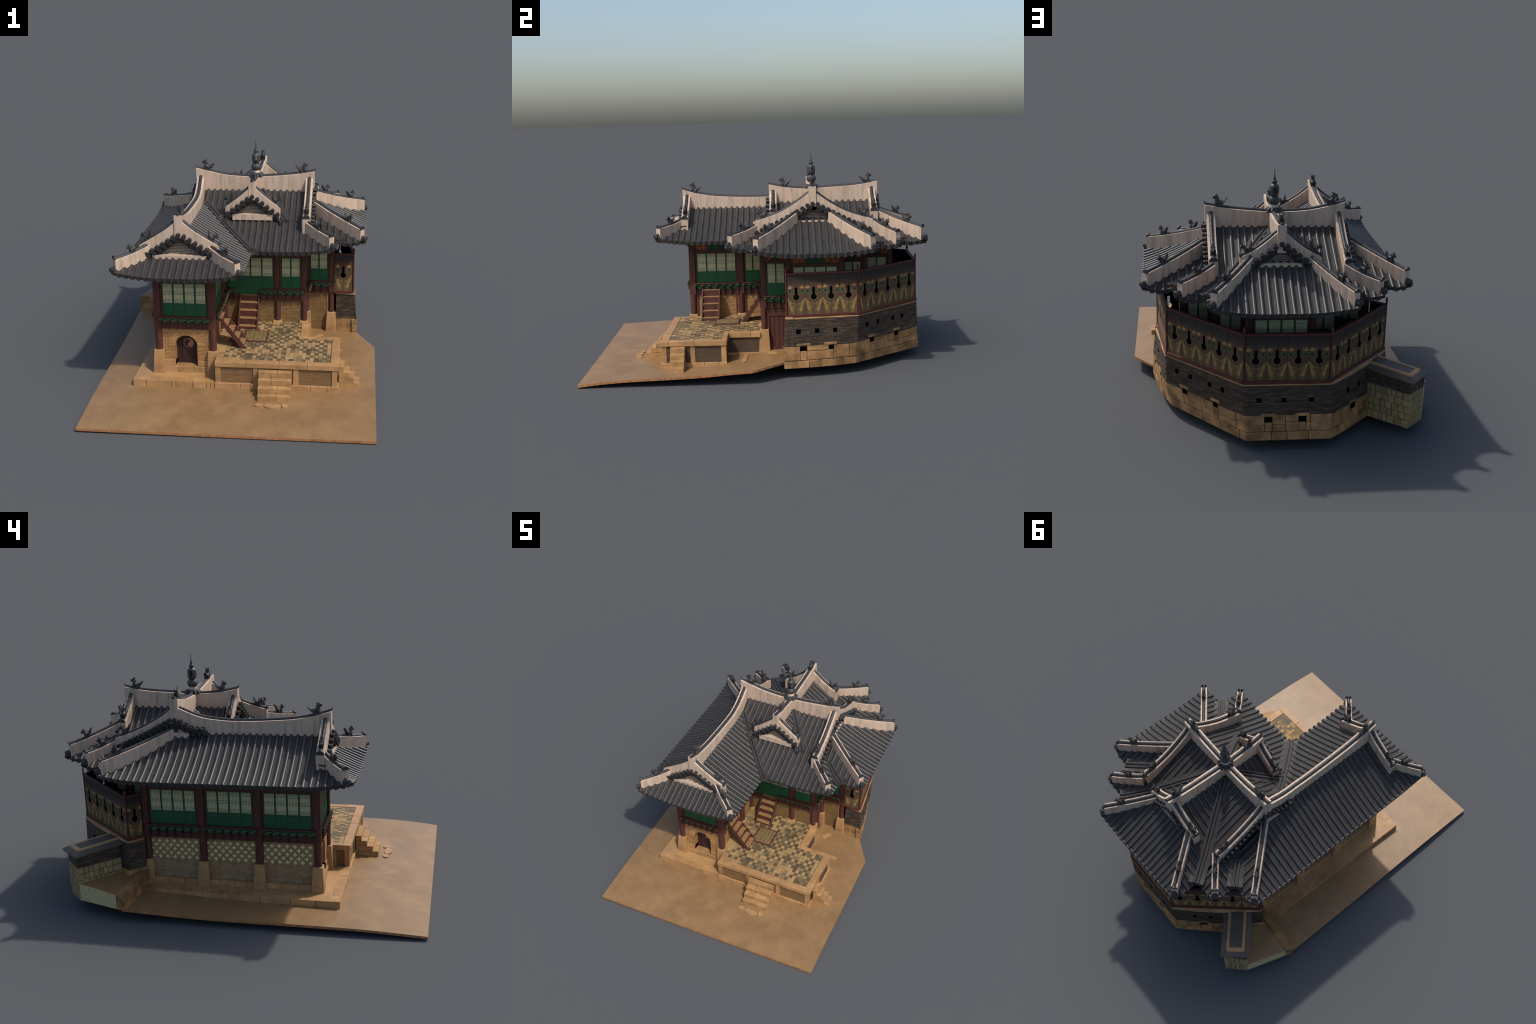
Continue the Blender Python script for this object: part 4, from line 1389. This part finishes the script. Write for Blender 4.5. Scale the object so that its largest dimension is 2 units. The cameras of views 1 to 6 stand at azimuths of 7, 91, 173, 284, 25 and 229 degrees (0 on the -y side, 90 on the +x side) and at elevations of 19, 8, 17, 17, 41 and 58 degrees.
    while y < 0.04:
        pv.box(-0.125, X0 + 0.040, y + 0.0005, min(y + t, 0.046) - 0.0005, 0.190, 0.2012)
        y += t
    make('paving_tile', pv, ['paving', 'paving_dark'], o, stuff=True)
    # front steps (towards -y) and side steps (towards +x)
    def flight(kind):
        for k in range(4):
            zt = 0.168 - 0.031 * k
            zb = 0.040 if k == 3 else zt - 0.0305
            if kind == 'front':
                x0, x1, y1, y0 = 0.139 + 0.001 * k, 0.319 - 0.001 * k, Y0 + 0.002, Y0 - 0.032 * (k + 1)
                cut = [(0.24, 0.21, 0.245, 0.24)[k]]
                for a, b in ((x0, cut[0]), (cut[0], x1)):
                    s = MB()
                    s.box(a + 0.0005, b - 0.0005, y0, y1, zb, zt)
                    make('stone_step', s, 'step', o, bevel=0.0025)
            else:
                y0, y1, x0, x1 = -0.493, -0.411, X1 - 0.002, X1 + 0.0275 * (k + 1)
                s = MB()
                s.box(x0, x1, y0 + 0.0006 * k, y1, zb, zt + 0.004)
                make('stone_step', s, 'step', o, bevel=0.0025)
    flight('front')
    flight('side')

# ------------------------------------------------------------------ ground
def ground_z(x, y):
    """top of the courtyard, rising gently northwards"""
    prof = [(-1.005, 0.014), (-0.86, 0.031), (-0.70, 0.042), (-0.50, 0.049), (-0.30, 0.058), (-0.15, 0.070), (0.0, 0.080), (0.15, 0.094), (0.30, 0.098), (0.55, 0.098)]
    z = interp(prof, y)
    w = max(0.0, min(1.0, (0.1 - x) / 0.85))
    zw = interp([(-1.005, 0.020), (-0.7, 0.036), (-0.3, 0.041), (0.1, 0.045), (0.52, 0.064)], y)
    return lerp(z, zw, w)
def build_ground():
    outline = [(-0.749, -1.002), (0.767, -0.991), (0.766, -0.020), (0.655, 0.153), (0.50, 0.25), (-0.45, 0.55), (-0.762, 0.535)]
    mb = MB()
    n, m = 40, 44
    def inside_span(y):
        xs = []
        k = len(outline)
        for i in range(k):
            (xa, ya), (xb, yb) = outline[i], outline[(i + 1) % k]
            if (ya - y) * (yb - y) <= 0 and abs(ya - yb) > 1e-9:
                xs.append(xa + (xb - xa) * (y - ya) / (yb - ya))
        return min(xs), max(xs)
    # loft over rows from south to north; the south edge is slightly skew
    ys = sorted(set([lerp(-0.9905, 0.5345, i / m) for i in range(m + 1)] + [-0.0205, 0.153]))
    grid = []
    for r, y in enumerate(ys):
        x0, x1 = inside_span(y)
        row = []
        for i in range(n + 1):
            x = lerp(x0, x1, i / n)
            yy = y
            if r == 0:
                yy = lerp(-1.002, -0.991, i / n)
            row.append((x, yy))
        grid.append(row)
    T = 0.013
    top = [[(x, y, ground_z(x, y)) for x, y in row] for row in grid]
    lo = min(p[2] for row in top for p in row) - T
    vs = [p for row in top for p in row]
    N = len(vs)
    vs += [(x, y, max(0.0, z - T)) for x, y, z in vs]
    fs, side = [], []
    W = n + 1
    for r in range(len(ys) - 1):
        for i in range(n):
            q = (r * W + i, r * W + i + 1, r * W + W + i + 1, r * W + W + i)
            fs.append(q)
            fs.append(tuple(N + a for a in reversed(q)))
    for i in range(n):
        side.append((i + 1, i, N + i, N + i + 1))
        e = (len(ys) - 1) * W
        side.append((e + i, e + i + 1, N + e + i + 1, N + e + i))
    for r in range(len(ys) - 1):
        side.append((r * W, r * W + W, N + r * W + W, N + r * W))
        side.append((r * W + W + n, r * W + n, N + r * W + n, N + r * W + W + n))
    mb.add(vs, fs, 0)
    mb.add(vs, side, 1)
    o = make('courtyard_ground', mb, ['earth', 'earth_edge'], ROOT, smooth=50)
    # flat stepping stones at the foot of the front steps
    for cx, cy, rx, ry, sd in ((0.160, -0.722, 0.026, 0.017, 1), (0.228, -0.730, 0.042, 0.023, 2), (0.292, -0.717, 0.018, 0.021, 3)):
        rr = random.Random(sd)
        poly = []
        for i in range(11):
            a = 2 * math.pi * i / 11
            k = rr.uniform(0.85, 1.1)
            poly.append((cx + rx * k * math.cos(a), cy + ry * k * math.sin(a)))
        s = MB()
        s.prism(poly, 0.025, 0.0475)
        make('stepping_stone', s, 'granite', o, bevel=0.003)
    for poly, z in (([(0.405, -0.082), (0.545, -0.094), (0.580, -0.082), (0.562, -0.066), (0.41, -0.060)], 0.080), ([(0.400, 0.070), (0.425, 0.055), (0.462, 0.105), (0.436, 0.118)], 0.092)):
        s = MB()
        s.prism(poly, 0.045, z)
        make('loose_slab', s, 'granite', o, bevel=0.003)

# ------------------------------------------------------------------ fortress wall
FB = [(0.660, 0.152), (0.616, 0.402), (0.560, 0.560), (0.215, 0.959), (-0.195, 0.960), (-0.552, 0.564), (-0.468, 0.498)]       # foot
FM = [(0.656, 0.152), (0.618, 0.402), (0.585, 0.562), (0.223, 0.950), (-0.195, 0.951), (-0.544, 0.566), (-0.464, 0.498)]       # top of the granite
FT = [(0.643, 0.170), (0.612, 0.402), (0.589, 0.571), (0.230, 0.945), (-0.189, 0.950), (-0.534, 0.564), (-0.458, 0.500)]       # top of the brick
PP = [(0.632, 0.171), None, (0.583, 0.573), (0.230, 0.939), (-0.178, 0.945), (-0.524, 0.565), (-0.452, 0.503)]                  # parapet line
ZB, ZM, ZT = 0.054, 0.182, 0.336
def fort_point(face, u, z, out=0.0):
    """point on a battered face: u along, z height, out outwards"""
    a, b = face, face + 1
    if z <= ZM:
        t = (z - ZB) / (ZM - ZB)
        A, B = FB, FM
    else:
        t = (z - ZM) / (ZT - ZM)
        A, B = FM, FT
    p = Vector(A[a]).lerp(Vector(B[a]), t)
    q = Vector(A[b]).lerp(Vector(B[b]), t)
    r = p.lerp(q, u)
    out = out + (0.016 if face == 4 else 0.004 if face in (0, 1) else 0.0) * math.sin(math.pi * min(1, max(0, u)))
    d = (q - p).normalized()
    nrm = Vector((d.y, -d.x))
    r = r + nrm * out
    return Vector((r.x, r.y, z))
def face_len(f):
    return (Vector(FM[f + 1]) - Vector(FM[f])).length
# loopholes: face, u, z, half width (m), half height
HOLES = [(0, 0.30, 0.262, 0.0135, 0.0135), (0, 0.73, 0.262, 0.0135, 0.0135), (1, 0.22, 0.260, 0.011, 0.0125), (0, 0.43, 0.166, 0.0195, 0.0135), (1, 0.06, 0.166, 0.019, 0.0135),
         (2, 0.15, 0.272, 0.012, 0.012), (2, 0.33, 0.272, 0.012, 0.012), (2, 0.58, 0.272, 0.012, 0.012), (2, 0.74, 0.272, 0.012, 0.012), (2, 0.24, 0.176, 0.017, 0.0135), (2, 0.64, 0.176, 0.016, 0.0135),
         (3, 0.17, 0.258, 0.012, 0.0125), (3, 0.45, 0.258, 0.012, 0.0125), (3, 0.76, 0.258, 0.012, 0.0125), (3, 0.27, 0.160, 0.018, 0.0145), (3, 0.66, 0.160, 0.018, 0.0145),
         (4, 0.24, 0.262, 0.012, 0.0125), (4, 0.42, 0.262, 0.012, 0.0125), (4, 0.33, 0.166, 0.018, 0.0145)]
def build_fort():
    n = len(FB)
    core = MB()
    # backing: battered shell set in behind the masonry, dark joints between the pieces
    inset = -0.007
    for f in range(n - 1):
        for z0, z1, mi in ((ZB, ZM, 0), (ZM, ZT, 1)):
            inset = -0.007 if mi == 0 else -0.0026
            q = [fort_point(f, 0, z0, inset), fort_point(f, 1, z0, inset), fort_point(f, 1, z1 - 1e-5, inset), fort_point(f, 0, z1 - 1e-5, inset)]
            if z0 == ZM:
                q[0], q[1] = fort_point(f, 0, ZM + 1e-5, inset), fort_point(f, 1, ZM + 1e-5, inset)
            core.add(q, [(0, 1, 2, 3)], mi)
    inset = -0.007
    foot = [(p[0], p[1]) for p in [fort_point(f, 0, ZB, inset) for f in range(n - 1)] + [fort_point(n - 2, 1, ZB, inset)]] + [(-0.40, 0.30), (0.44, 0.20)]
    core.add([(x, y, ZB + 0.002) for x, y in foot], [tuple(range(len(foot) - 1, -1, -1))], 0)
    o = make('fortress_wall', core, ['mortar', 'fortjoint'], ROOT)
    # granite blocks
    for f in range(n - 1):
        L = face_len(f)
        rr = random.Random(40 + f)
        holes = [(u, z, w / L, h) for ff, u, z, w, h in HOLES if ff == f]
        for z0, z1, mean in ((ZB, 0.097, 0.105), (0.098, ZM, 0.095)):
            if rr.random() < 0.0:
                continue
            u, cuts = 0.0, [0.0]
            while True:
                u += rr.uniform(0.6, 1.45) * mean / L
                if u > 1 - 0.35 * mean / L:
                    break
                cuts.append(u)
            cuts.append(1.0)
            cells = []
            for i in range(len(cuts) - 1):
                spans = [(cuts[i], cuts[i + 1])]
                for hu, hz, hw, hh in holes:
                    if hz + hh > z0 + 0.004 and hz - hh < z1 - 0.004 and hz < 0.2 and z0 > 0.09:
                        new = []
                        for s0, s1 in spans:
                            if hu + hw <= s0 or hu - hw >= s1:
                                new.append((s0, s1))
                                continue
                            if hu - hw - s0 > 0.010 / L:
                                new.append((s0, hu - hw))
                            if s1 - hu - hw > 0.010 / L:
                                new.append((hu + hw, s1))
                        spans = new
                for s0, s1 in spans:
                    zm = lerp(z0, z1, rr.uniform(0.4, 0.62))
                    if z0 > 0.09 and rr.random() < 0.30:
                        cells += [(s0, s1, z0, zm), (s0, s1, zm + 0.0006, z1 + rr.uniform(-0.004, 0.004))]
                    else:
                        cells.append((s0, s1, z0, z1 + (rr.uniform(-0.004, 0.005) if z0 > 0.09 else 0)))
            if z0 > 0.09:
                for hu, hz, hw, hh in holes:
                    if hz < 0.2:
                        cells.append((hu - hw, hu + hw, z0, hz - hh))
            for s0, s1, za, zb in cells:
                g = 0.0010 / L
                g0, g1 = (0 if s0 == 0 else g), (0 if s1 == 1 else g)
                zz0, zz1 = za + (0.0 if za == ZB else 0.0008), zb - 0.0006
                jo = rr.uniform(-0.0014, 0.0014)
                mb = MB()
                e0, e1 = s0 + g0, s1 - g1
                sk = [rr.uniform(-0.0022, 0.0022) / L if 0 < u < 1 else 0 for u in (e0, e1)]
                pts = []
                for zq, t in ((zz0, -1), (zz1, 1)):
                    ua, ub = e0 + sk[0] * t * 0.4, e1 + sk[1] * t * 0.4
                    pts += [fort_point(f, ua, zq, jo), fort_point(f, ub, zq, jo), fort_point(f, ub, zq, -0.03), fort_point(f, ua, zq, -0.03)]
                mb.hexa(pts)
                make('wall_stone', mb, 'wallstone', o, bevel=0.0028)
    # grey brick courses
    bk = MB()
    rows = 18
    hgt = (ZT - ZM) / rows
    for f in range(n - 1):
        L = face_len(f)
        rr = random.Random(80 + f)
        holes = [(u, z, w / L, h) for ff, u, z, w, h in HOLES if ff == f]
        for r in range(rows):
            z0, z1 = ZM + r * hgt + 0.0003, ZM + (r + 1) * hgt - lerp(0.0026, 0.0008, r / rows) * (1.4 if rr.random() < 0.45 else 0.5)
            u = -rr.random() * 0.03 / L
            while u < 1:
                w = rr.uniform(0.030, 0.046) / L
                s0, s1 = max(u, 0), min(u + w - 0.0010 / L, 1)
                u += w
                if s1 - s0 < 0.004 / L:
                    continue
                spans = [(s0, s1)]
                for hu, hz, hw, hh in holes:
                    if hz + hh > z0 + 0.002 and hz - hh < z1 - 0.002:
                        new = []
                        for a, b in spans:
                            if hu + hw <= a or hu - hw >= b:
                                new.append((a, b))
                            else:
                                if hu - hw - a > 0.002 / L:
                                    new.append((a, hu - hw))
                                if b - hu - hw > 0.002 / L:
                                    new.append((hu + hw, b))
                        spans = new
                for a, b in spans:
                    jo = rr.uniform(-0.0011, 0.0009) + 0.0012
                    ins = -0.0072
                    pts = []
                    for zq in (z0, z1):
                        pts += [fort_point(f, a, zq, jo), fort_point(f, b, zq, jo), fort_point(f, b, zq, ins), fort_point(f, a, zq, ins)]
                    bk.hexa(pts)
    make('brick_course', bk, 'fortbrick', o, stuff=True)
    # near-flush black blocks at the loopholes; lintel stone above the lower ones
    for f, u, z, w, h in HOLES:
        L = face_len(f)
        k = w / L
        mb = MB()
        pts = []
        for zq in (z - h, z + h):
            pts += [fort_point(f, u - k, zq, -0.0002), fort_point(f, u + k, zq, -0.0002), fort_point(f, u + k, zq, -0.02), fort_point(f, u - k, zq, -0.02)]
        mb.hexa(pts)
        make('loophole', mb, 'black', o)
        if z < ZM + 0.01:
            s = MB()
            pts = []
            for zq in (z + h, z + h + 0.016):
                pts += [fort_point(f, u - k * 1.9, zq, 0.0022), fort_point(f, u + k * 1.9, zq, 0.0022), fort_point(f, u + k * 1.9, zq, -0.006), fort_point(f, u - k * 1.9, zq, -0.006)]
            s.hexa(pts)
            make('lintel_stone', s, 'wallstone', o, bevel=0.002)
    # coping ledge and walk inside
    out = [fort_point(f, 0, ZT - 1e-5, 0.003) for f in range(n - 1)] + [fort_point(n - 2, 1, ZT - 1e-5, 0.003)]
    for f in range(n - 1):
        a, b = out[f], out[f + 1]
        d = (b - a).normalized()
        nr = Vector((-d.y, d.x, 0))
        rr = random.Random(f)
        K = max(1, round((b - a).length / 0.085))
        for i in range(K):
            p, q = fort_point(f, i / K, ZT - 1e-5, 0.003), fort_point(f, (i + 1) / K, ZT - 1e-5, 0.003)
            s = MB()
            wi = 0.030
            s.hexa([p - Vector((0, 0, 0.003)), q - Vector((0, 0, 0.003)), q + nr * wi - Vector((0, 0, 0.003)), p + nr * wi - Vector((0, 0, 0.003)),
                    p + Vector((0, 0, 0.002)), q + Vector((0, 0, 0.002)), q + nr * wi + Vector((0, 0, 0.0115)), p + nr * wi + Vector((0, 0, 0.0115))])
            make('ledge_stone', s, 'granite', o, bevel=0.0012)
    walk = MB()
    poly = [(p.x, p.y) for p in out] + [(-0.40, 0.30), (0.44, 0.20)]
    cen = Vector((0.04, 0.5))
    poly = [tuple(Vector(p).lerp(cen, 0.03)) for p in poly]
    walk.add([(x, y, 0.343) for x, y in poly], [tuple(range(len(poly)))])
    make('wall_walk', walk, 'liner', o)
    # short return at the south-east end, beside the door
    T, L = frame((0.530, 0.168), (0.652, 0.1545))
    rt = MB()
    rt.hexa([(0, 0, 0.07), (L + 0.002, 0, 0.055), (L - 0.004, 0.05, 0.055), (0, 0.05, 0.07), (0, 0.008, 0.188), (L - 0.002, 0.0, 0.182), (L - 0.02, 0.05, 0.182), (0, 0.05, 0.188)])
    make('return_stone', rt, 'wallstone', o, T=T, bevel=0.004)
    rb = MB()
    for r in range(rows):
        t0, t1 = r / rows, (r + 0.86) / rows
        z0, z1 = lerp(0.184, ZT, t0), lerp(0.184, ZT, t1)
        x = 0.0
        while x < L - 0.012:
            w = min(R.uniform(0.03, 0.045), L - 0.003 - lerp(0, 0.012, t0) - x)
            if w < 0.004:
                break
            yo = lerp(0.0, 0.012, t0) + R.uniform(-0.0008, 0.0008)
            rb.box(x, x + w - 0.001, yo, 0.05, z0, z1)
            x += w
    make('brick_course', rb, 'fortbrick', o, T=T, stuff=True)
    rl = MB()
    rl.box(-0.006, L - 0.012, 0.006, 0.05, ZT - 0.003, ZT + 0.010)
    make('ledge_stone', rl, 'granite', o, T=T, bevel=0.0015)
    return o

def panel_mesh(w, h=0.232):
    """parapet board with a key-shaped loophole cut through"""
    cz, r, sw, st = 0.103, 0.0165, 0.0072, 0.157
    angs = set(2 * math.pi * i / 48 for i in range(48))
    corners = [(w / 2, 0), (w / 2, h), (-w / 2, h), (-w / 2, 0)]
    angs |= set(math.atan2(z - cz, x) % (2 * math.pi) for x, z in corners)
    a1 = math.atan2(st - cz, sw)
    a2 = math.acos(sw / r)
    angs |= {a1, math.pi - a1, a2, math.pi - a2, a2 + 1e-4, math.pi - a2 - 1e-4}
    angs = sorted(angs)
    inner, outer = [], []
    for t in angs:
        c, s = math.cos(t), math.sin(t)
        k = min((w / 2) / max(abs(c), 1e-9), (h - cz) / max(s, 1e-9) if s > 0 else cz / max(-s, 1e-9))
        outer.append((k * c, cz + k * s))
        ri = r
        if s > 0 and abs(c) * r < sw * 1.0 - 1e-12:
            ri = max(r, min(sw / max(abs(c), 1e-9), (st - cz) / s))
        inner.append((ri * c, cz + ri * s))
    n = len(angs)
    D = 0.007
    mb = MB()
    vs = [(x, 0, z) for x, z in inner] + [(x, 0, z) for x, z in outer] + [(x, D, z) for x, z in inner] + [(x, D, z) for x, z in outer]
    front = [(i, n + i, n + (i + 1) % n, (i + 1) % n) for i in range(n)]
    back = [(2 * n + (i + 1) % n, 3 * n + (i + 1) % n, 3 * n + i, 2 * n + i) for i in range(n)]
    rim = [((i + 1) % n, 2 * n + (i + 1) % n, 2 * n + i, i) for i in range(n)]
    edge = [(n + i, 3 * n + i, 3 * n + (i + 1) % n, n + (i + 1) % n) for i in range(n)]
    mb.add(vs, front, 0)
    mb.add(vs, back + rim + edge, 1)
    return mb.mesh('parapet_panel', ['beast', 'liner'])

def build_parapet():
    pts = [p for p in PP if p is not None]
    pts = [(0.512, 0.171)] + pts
    counts = [1, 4, 5, 4, 5, 1]
    zs, zt = 0.352, 0.587
    rail = MB()
    def beam(p, q, z0, z1, o0, o1):
        T, L = frame(p, q)
        rail.box(-0.001, L + 0.001, o0, o1, z0, z1, 0, T)
    for i in range(len(pts) - 1):
        beam(pts[i], pts[i + 1], zs - 0.009, zs + 0.005, -0.009, 0.010)
        beam(pts[i], pts[i + 1], zt - 0.006, zt + 0.004, -0.006, 0.011)
    o = make('parapet', rail, 'redrail', ROOT, bevel=0.0012)
    for i in range(len(pts) - 1):
        T, L = frame(pts[i], pts[i + 1])
        a = 0.006
        w = (L - 2 * a) / counts[i]
        me = panel_mesh(w - 0.0012)
        for j in range(counts[i]):
            place('parapet_panel', me, o, T=T @ Matrix.Translation((a + w * (j + 0.5), R.uniform(-0.0004, 0.0004), zs)))
        bt = MB()
        for j in range(counts[i] + 1):
            x = a + w * j
            bt.box(x - 0.0014, x + 0.0014, 0.001, 0.010, zs, zt - 0.006)
        make('parapet_batten', bt, 'liner', o, T=T)
    for (x, y) in pts[1:-1]:
        p = MB()
        h = 0.0038
        p.box(-h, h, -h, h, zs - 0.008, zt + 0.006)
        z = zt + 0.006
        prof = [(h, z), (0.0065, z + 0.010), (0.0075, z + 0.018), (0.005, z + 0.026), (0.001, z + 0.034)]
        for k in range(len(prof) - 1):
            (r0, z0), (r1, z1) = prof[k], prof[k + 1]
            p.hexa([(-r0, -0.004, z0), (r0, -0.004, z0), (r0, 0.004, z0), (-r0, 0.004, z0), (-r1, -0.004, z1), (r1, -0.004, z1), (r1, 0.004, z1), (-r1, 0.004, z1)])
        i = pts.index((x, y))
        d1 = (Vector(pts[i]) - Vector(pts[i - 1])).normalized()
        d2 = (Vector(pts[i + 1]) - Vector(pts[i])).normalized()
        d = (d1 + d2).normalized()
        T, _ = frame((x, y), (x + d.x, y + d.y))
        make('parapet_post', p, 'redrail', o, T=T, bevel=0.0008)

# ------------------------------------------------------------------ stub of the curtain wall with its bank
def build_stub():
    A, B = (-0.586, 0.888), (-0.681, 0.795)          # outer end, north to south
    C, D = (-0.500, 0.625), (-0.395, 0.720)          # inner end, against the bastion
    quad = [Vector(A), Vector(B), Vector(C), Vector(D)]
    z0, zm, z1 = 0.056, 0.238, 0.306
    core = MB()
    cen = sum(quad, Vector((0, 0))) / 4
    core.prism([tuple(cen + (p - cen) * 0.93) for p in quad], z0 + 0.002, z1 + 0.009)
    o = make('curtain_wall', core, 'mortar', ROOT)
    st, bk = MB(), MB()
    rr = random.Random(3)
    for i in range(3):
        p, q = quad[(3, 0, 1)[i]], quad[(0, 1, 2)[i]]
        T, L = frame(p, q)
        rows = [z0, 0.096, 0.132, 0.168, 0.204, zm]
        for r in range(5):
            x = 0.0
            while x < L - 0.001:
                w = rr.uniform(0.022, 0.040)
                if L - x - w < 0.016:
                    w = L - x
                za, zb = rows[r] + 0.0012 * (r > 0), rows[r + 1] - 0.0012
                j = rr.uniform(-0.0015, 0.0008)
                c = 0.0035
                xa, xb = x + 0.001, x + w - 0.001
                f = [(xa + c, za + c * 0.6), (xb - c * 0.5, za + c * 0.3), (xb - c * 0.4, zb - c * 0.7), (xa + c * 0.4, zb - c * 0.4)]
                g = [(xa, za), (xb, za), (xb, zb), (xa, zb)]
                vs = [(a, j - 0.001, b) for a, b in f] + [(a, j + 0.003, b) for a, b in g] + [(a, 0.012, b) for a, b in g]
                vs = [T @ Vector(v) for v in vs]
                st.add(vs, [(0, 1, 2, 3), (4, 5, 1, 0), (5, 6, 2, 1), (6, 7, 3, 2), (7, 4, 0, 3), (8, 9, 5, 4), (9, 10, 6, 5), (10, 11, 7, 6), (11, 8, 4, 7)])
                x += w
        rws = 7
        for r in range(rws):
            za, zb = lerp(zm, z1, r / rws), lerp(zm, z1, (r + 0.88) / rws)
            x = -rr.random() * 0.02
            while x < L:
                w = rr.uniform(0.018, 0.034)
                s0, s1 = max(x, 0), min(x + w - 0.0012, L)
                x += w
                if s1 - s0 < 0.003:
                    continue
                if i != 1 and abs(0.5 * (s0 + s1) - L * 0.5) < 0.013 and 1 <= r <= 3:
                    continue
                bk.box(s0, s1, 0.001 + rr.uniform(0, 0.0012), 0.012, za, zb, 0, T)
    make('rubble_stone', st, 'rubble', o, stuff=True)
    make('wall_brick', bk, 'fortbrick', o, stuff=True)
    # tiled cap: overhanging eave slab, light mortar rim, dark tile middle
    ax = ((quad[0] + quad[1]) / 2 - (quad[2] + quad[3]) / 2)
    Lc = ax.length
    ax.normalize()
    sd = Vector((-ax.y, ax.x))
    org = (quad[2] + quad[3]) / 2
    def loc(u, v):
        p = org + ax * u + sd * v
        return (p.x, p.y)
    def pr(mb, u0, u1, v0, v1, za, zb, e=0.0):
        base = [loc(u0, v0), loc(u1, v0), loc(u1, v1), loc(u0, v1)]
        topp = [loc(u0, v0 + e), loc(u1 - e, v0 + e), loc(u1 - e, v1 - e), loc(u0, v1 - e)]
        tl = lambda x, y: 0.012 - 0.010 * ((Vector((x, y)) - org).dot(ax) / Lc)
        mb.hexa([(x, y, za + tl(x, y)) for x, y in base] + [(x, y, zb + tl(x, y)) for x, y in topp])
    h = 0.064
    cap = MB()
    pr(cap, -0.01, Lc + 0.018, -h - 0.020, h + 0.020, 0.300, 0.309)
    pr(cap, -0.01, Lc + 0.016, -h - 0.018, h + 0.018, 0.309, 0.322, 0.022)
    make('wall_cap', cap, 'cap', o, bevel=0.0015)
    rim = MB()
    pr(rim, -0.01, Lc - 0.012, -h + 0.008, -h + 0.032, 0.312, 0.330, 0.004)
    pr(rim, -0.01, Lc - 0.012, h - 0.032, h - 0.008, 0.312, 0.330, 0.004)
    pr(rim, Lc - 0.034, Lc - 0.006, -h + 0.012, h - 0.012, 0.312, 0.3295, 0.006)
    make('cap_mortar', rim, 'granite', o, bevel=0.003)
    mid = MB()
    pr(mid, -0.01, Lc - 0.030, -h + 0.028, h - 0.028, 0.312, 0.3275)
    make('cap_tile', mid, 'cap', o, bevel=0.001)
    # earth bank between the wall, bastion and plinth
    bank = MB()
    poly = [B, (-0.757, 0.566), (-0.700, 0.556), (-0.62, 0.524), (-0.462, 0.512), (-0.54, 0.565), C]
    bank.prism(poly, 0.060, lambda x, y: 0.139 + 0.045 * (y - 0.55) + 0.045 * (x + 0.757), 0, 1)
    b = make('earth_bank', bank, ['earth', 'rubble_face'], ROOT)
    for poly, za, zb in (([(-0.757, 0.566), (-0.774, 0.524), (-0.640, 0.500), (-0.632, 0.540)], 0.060, 0.102), ([(-0.7565, 0.566), (-0.773, 0.526), (-0.645, 0.500), (-0.634, 0.552)], 0.1025, 0.1455),
                         ([(-0.632, 0.540), (-0.640, 0.500), (-0.457, 0.484), (-0.457, 0.530)], 0.072, 0.115), ([(-0.640, 0.548), (-0.642, 0.508), (-0.457, 0.488), (-0.457, 0.535)], 0.1155, 0.160)):
        s = MB()
        s.prism(poly, za, zb)
        make('bank_stone', s, 'wallstone', b, bevel=0.0035)

# ------------------------------------------------------------------ assemble
def main():
    global ROOT
    build_materials()
    M['rubble_face'] = mottled('rough_render', [(168, 154, 112), (192, 176, 132)], 25, 5, stretch=(1, 1, 1.5), fine=200, bump=0.35)
    ROOT = bpy.data.objects.new('hillside_pavilion', None)
    bpy.context.scene.collection.objects.link(ROOT)
    ROOT['label'] = 'tile-roofed timber pavilion on a stone fortress bastion with courtyard'
    ROOT['category'] = 'pavilion'
    build_ground()
    build_plinth()
    build_terrace()
    build_timber_stairs()
    build_body()
    build_fort()
    build_parapet()
    build_stub()
    r = build_roof()
    build_valleys(r)
    build_ridges(r)
    build_gables(r)
    build_finial(r)
    build_soffit(r)
main()
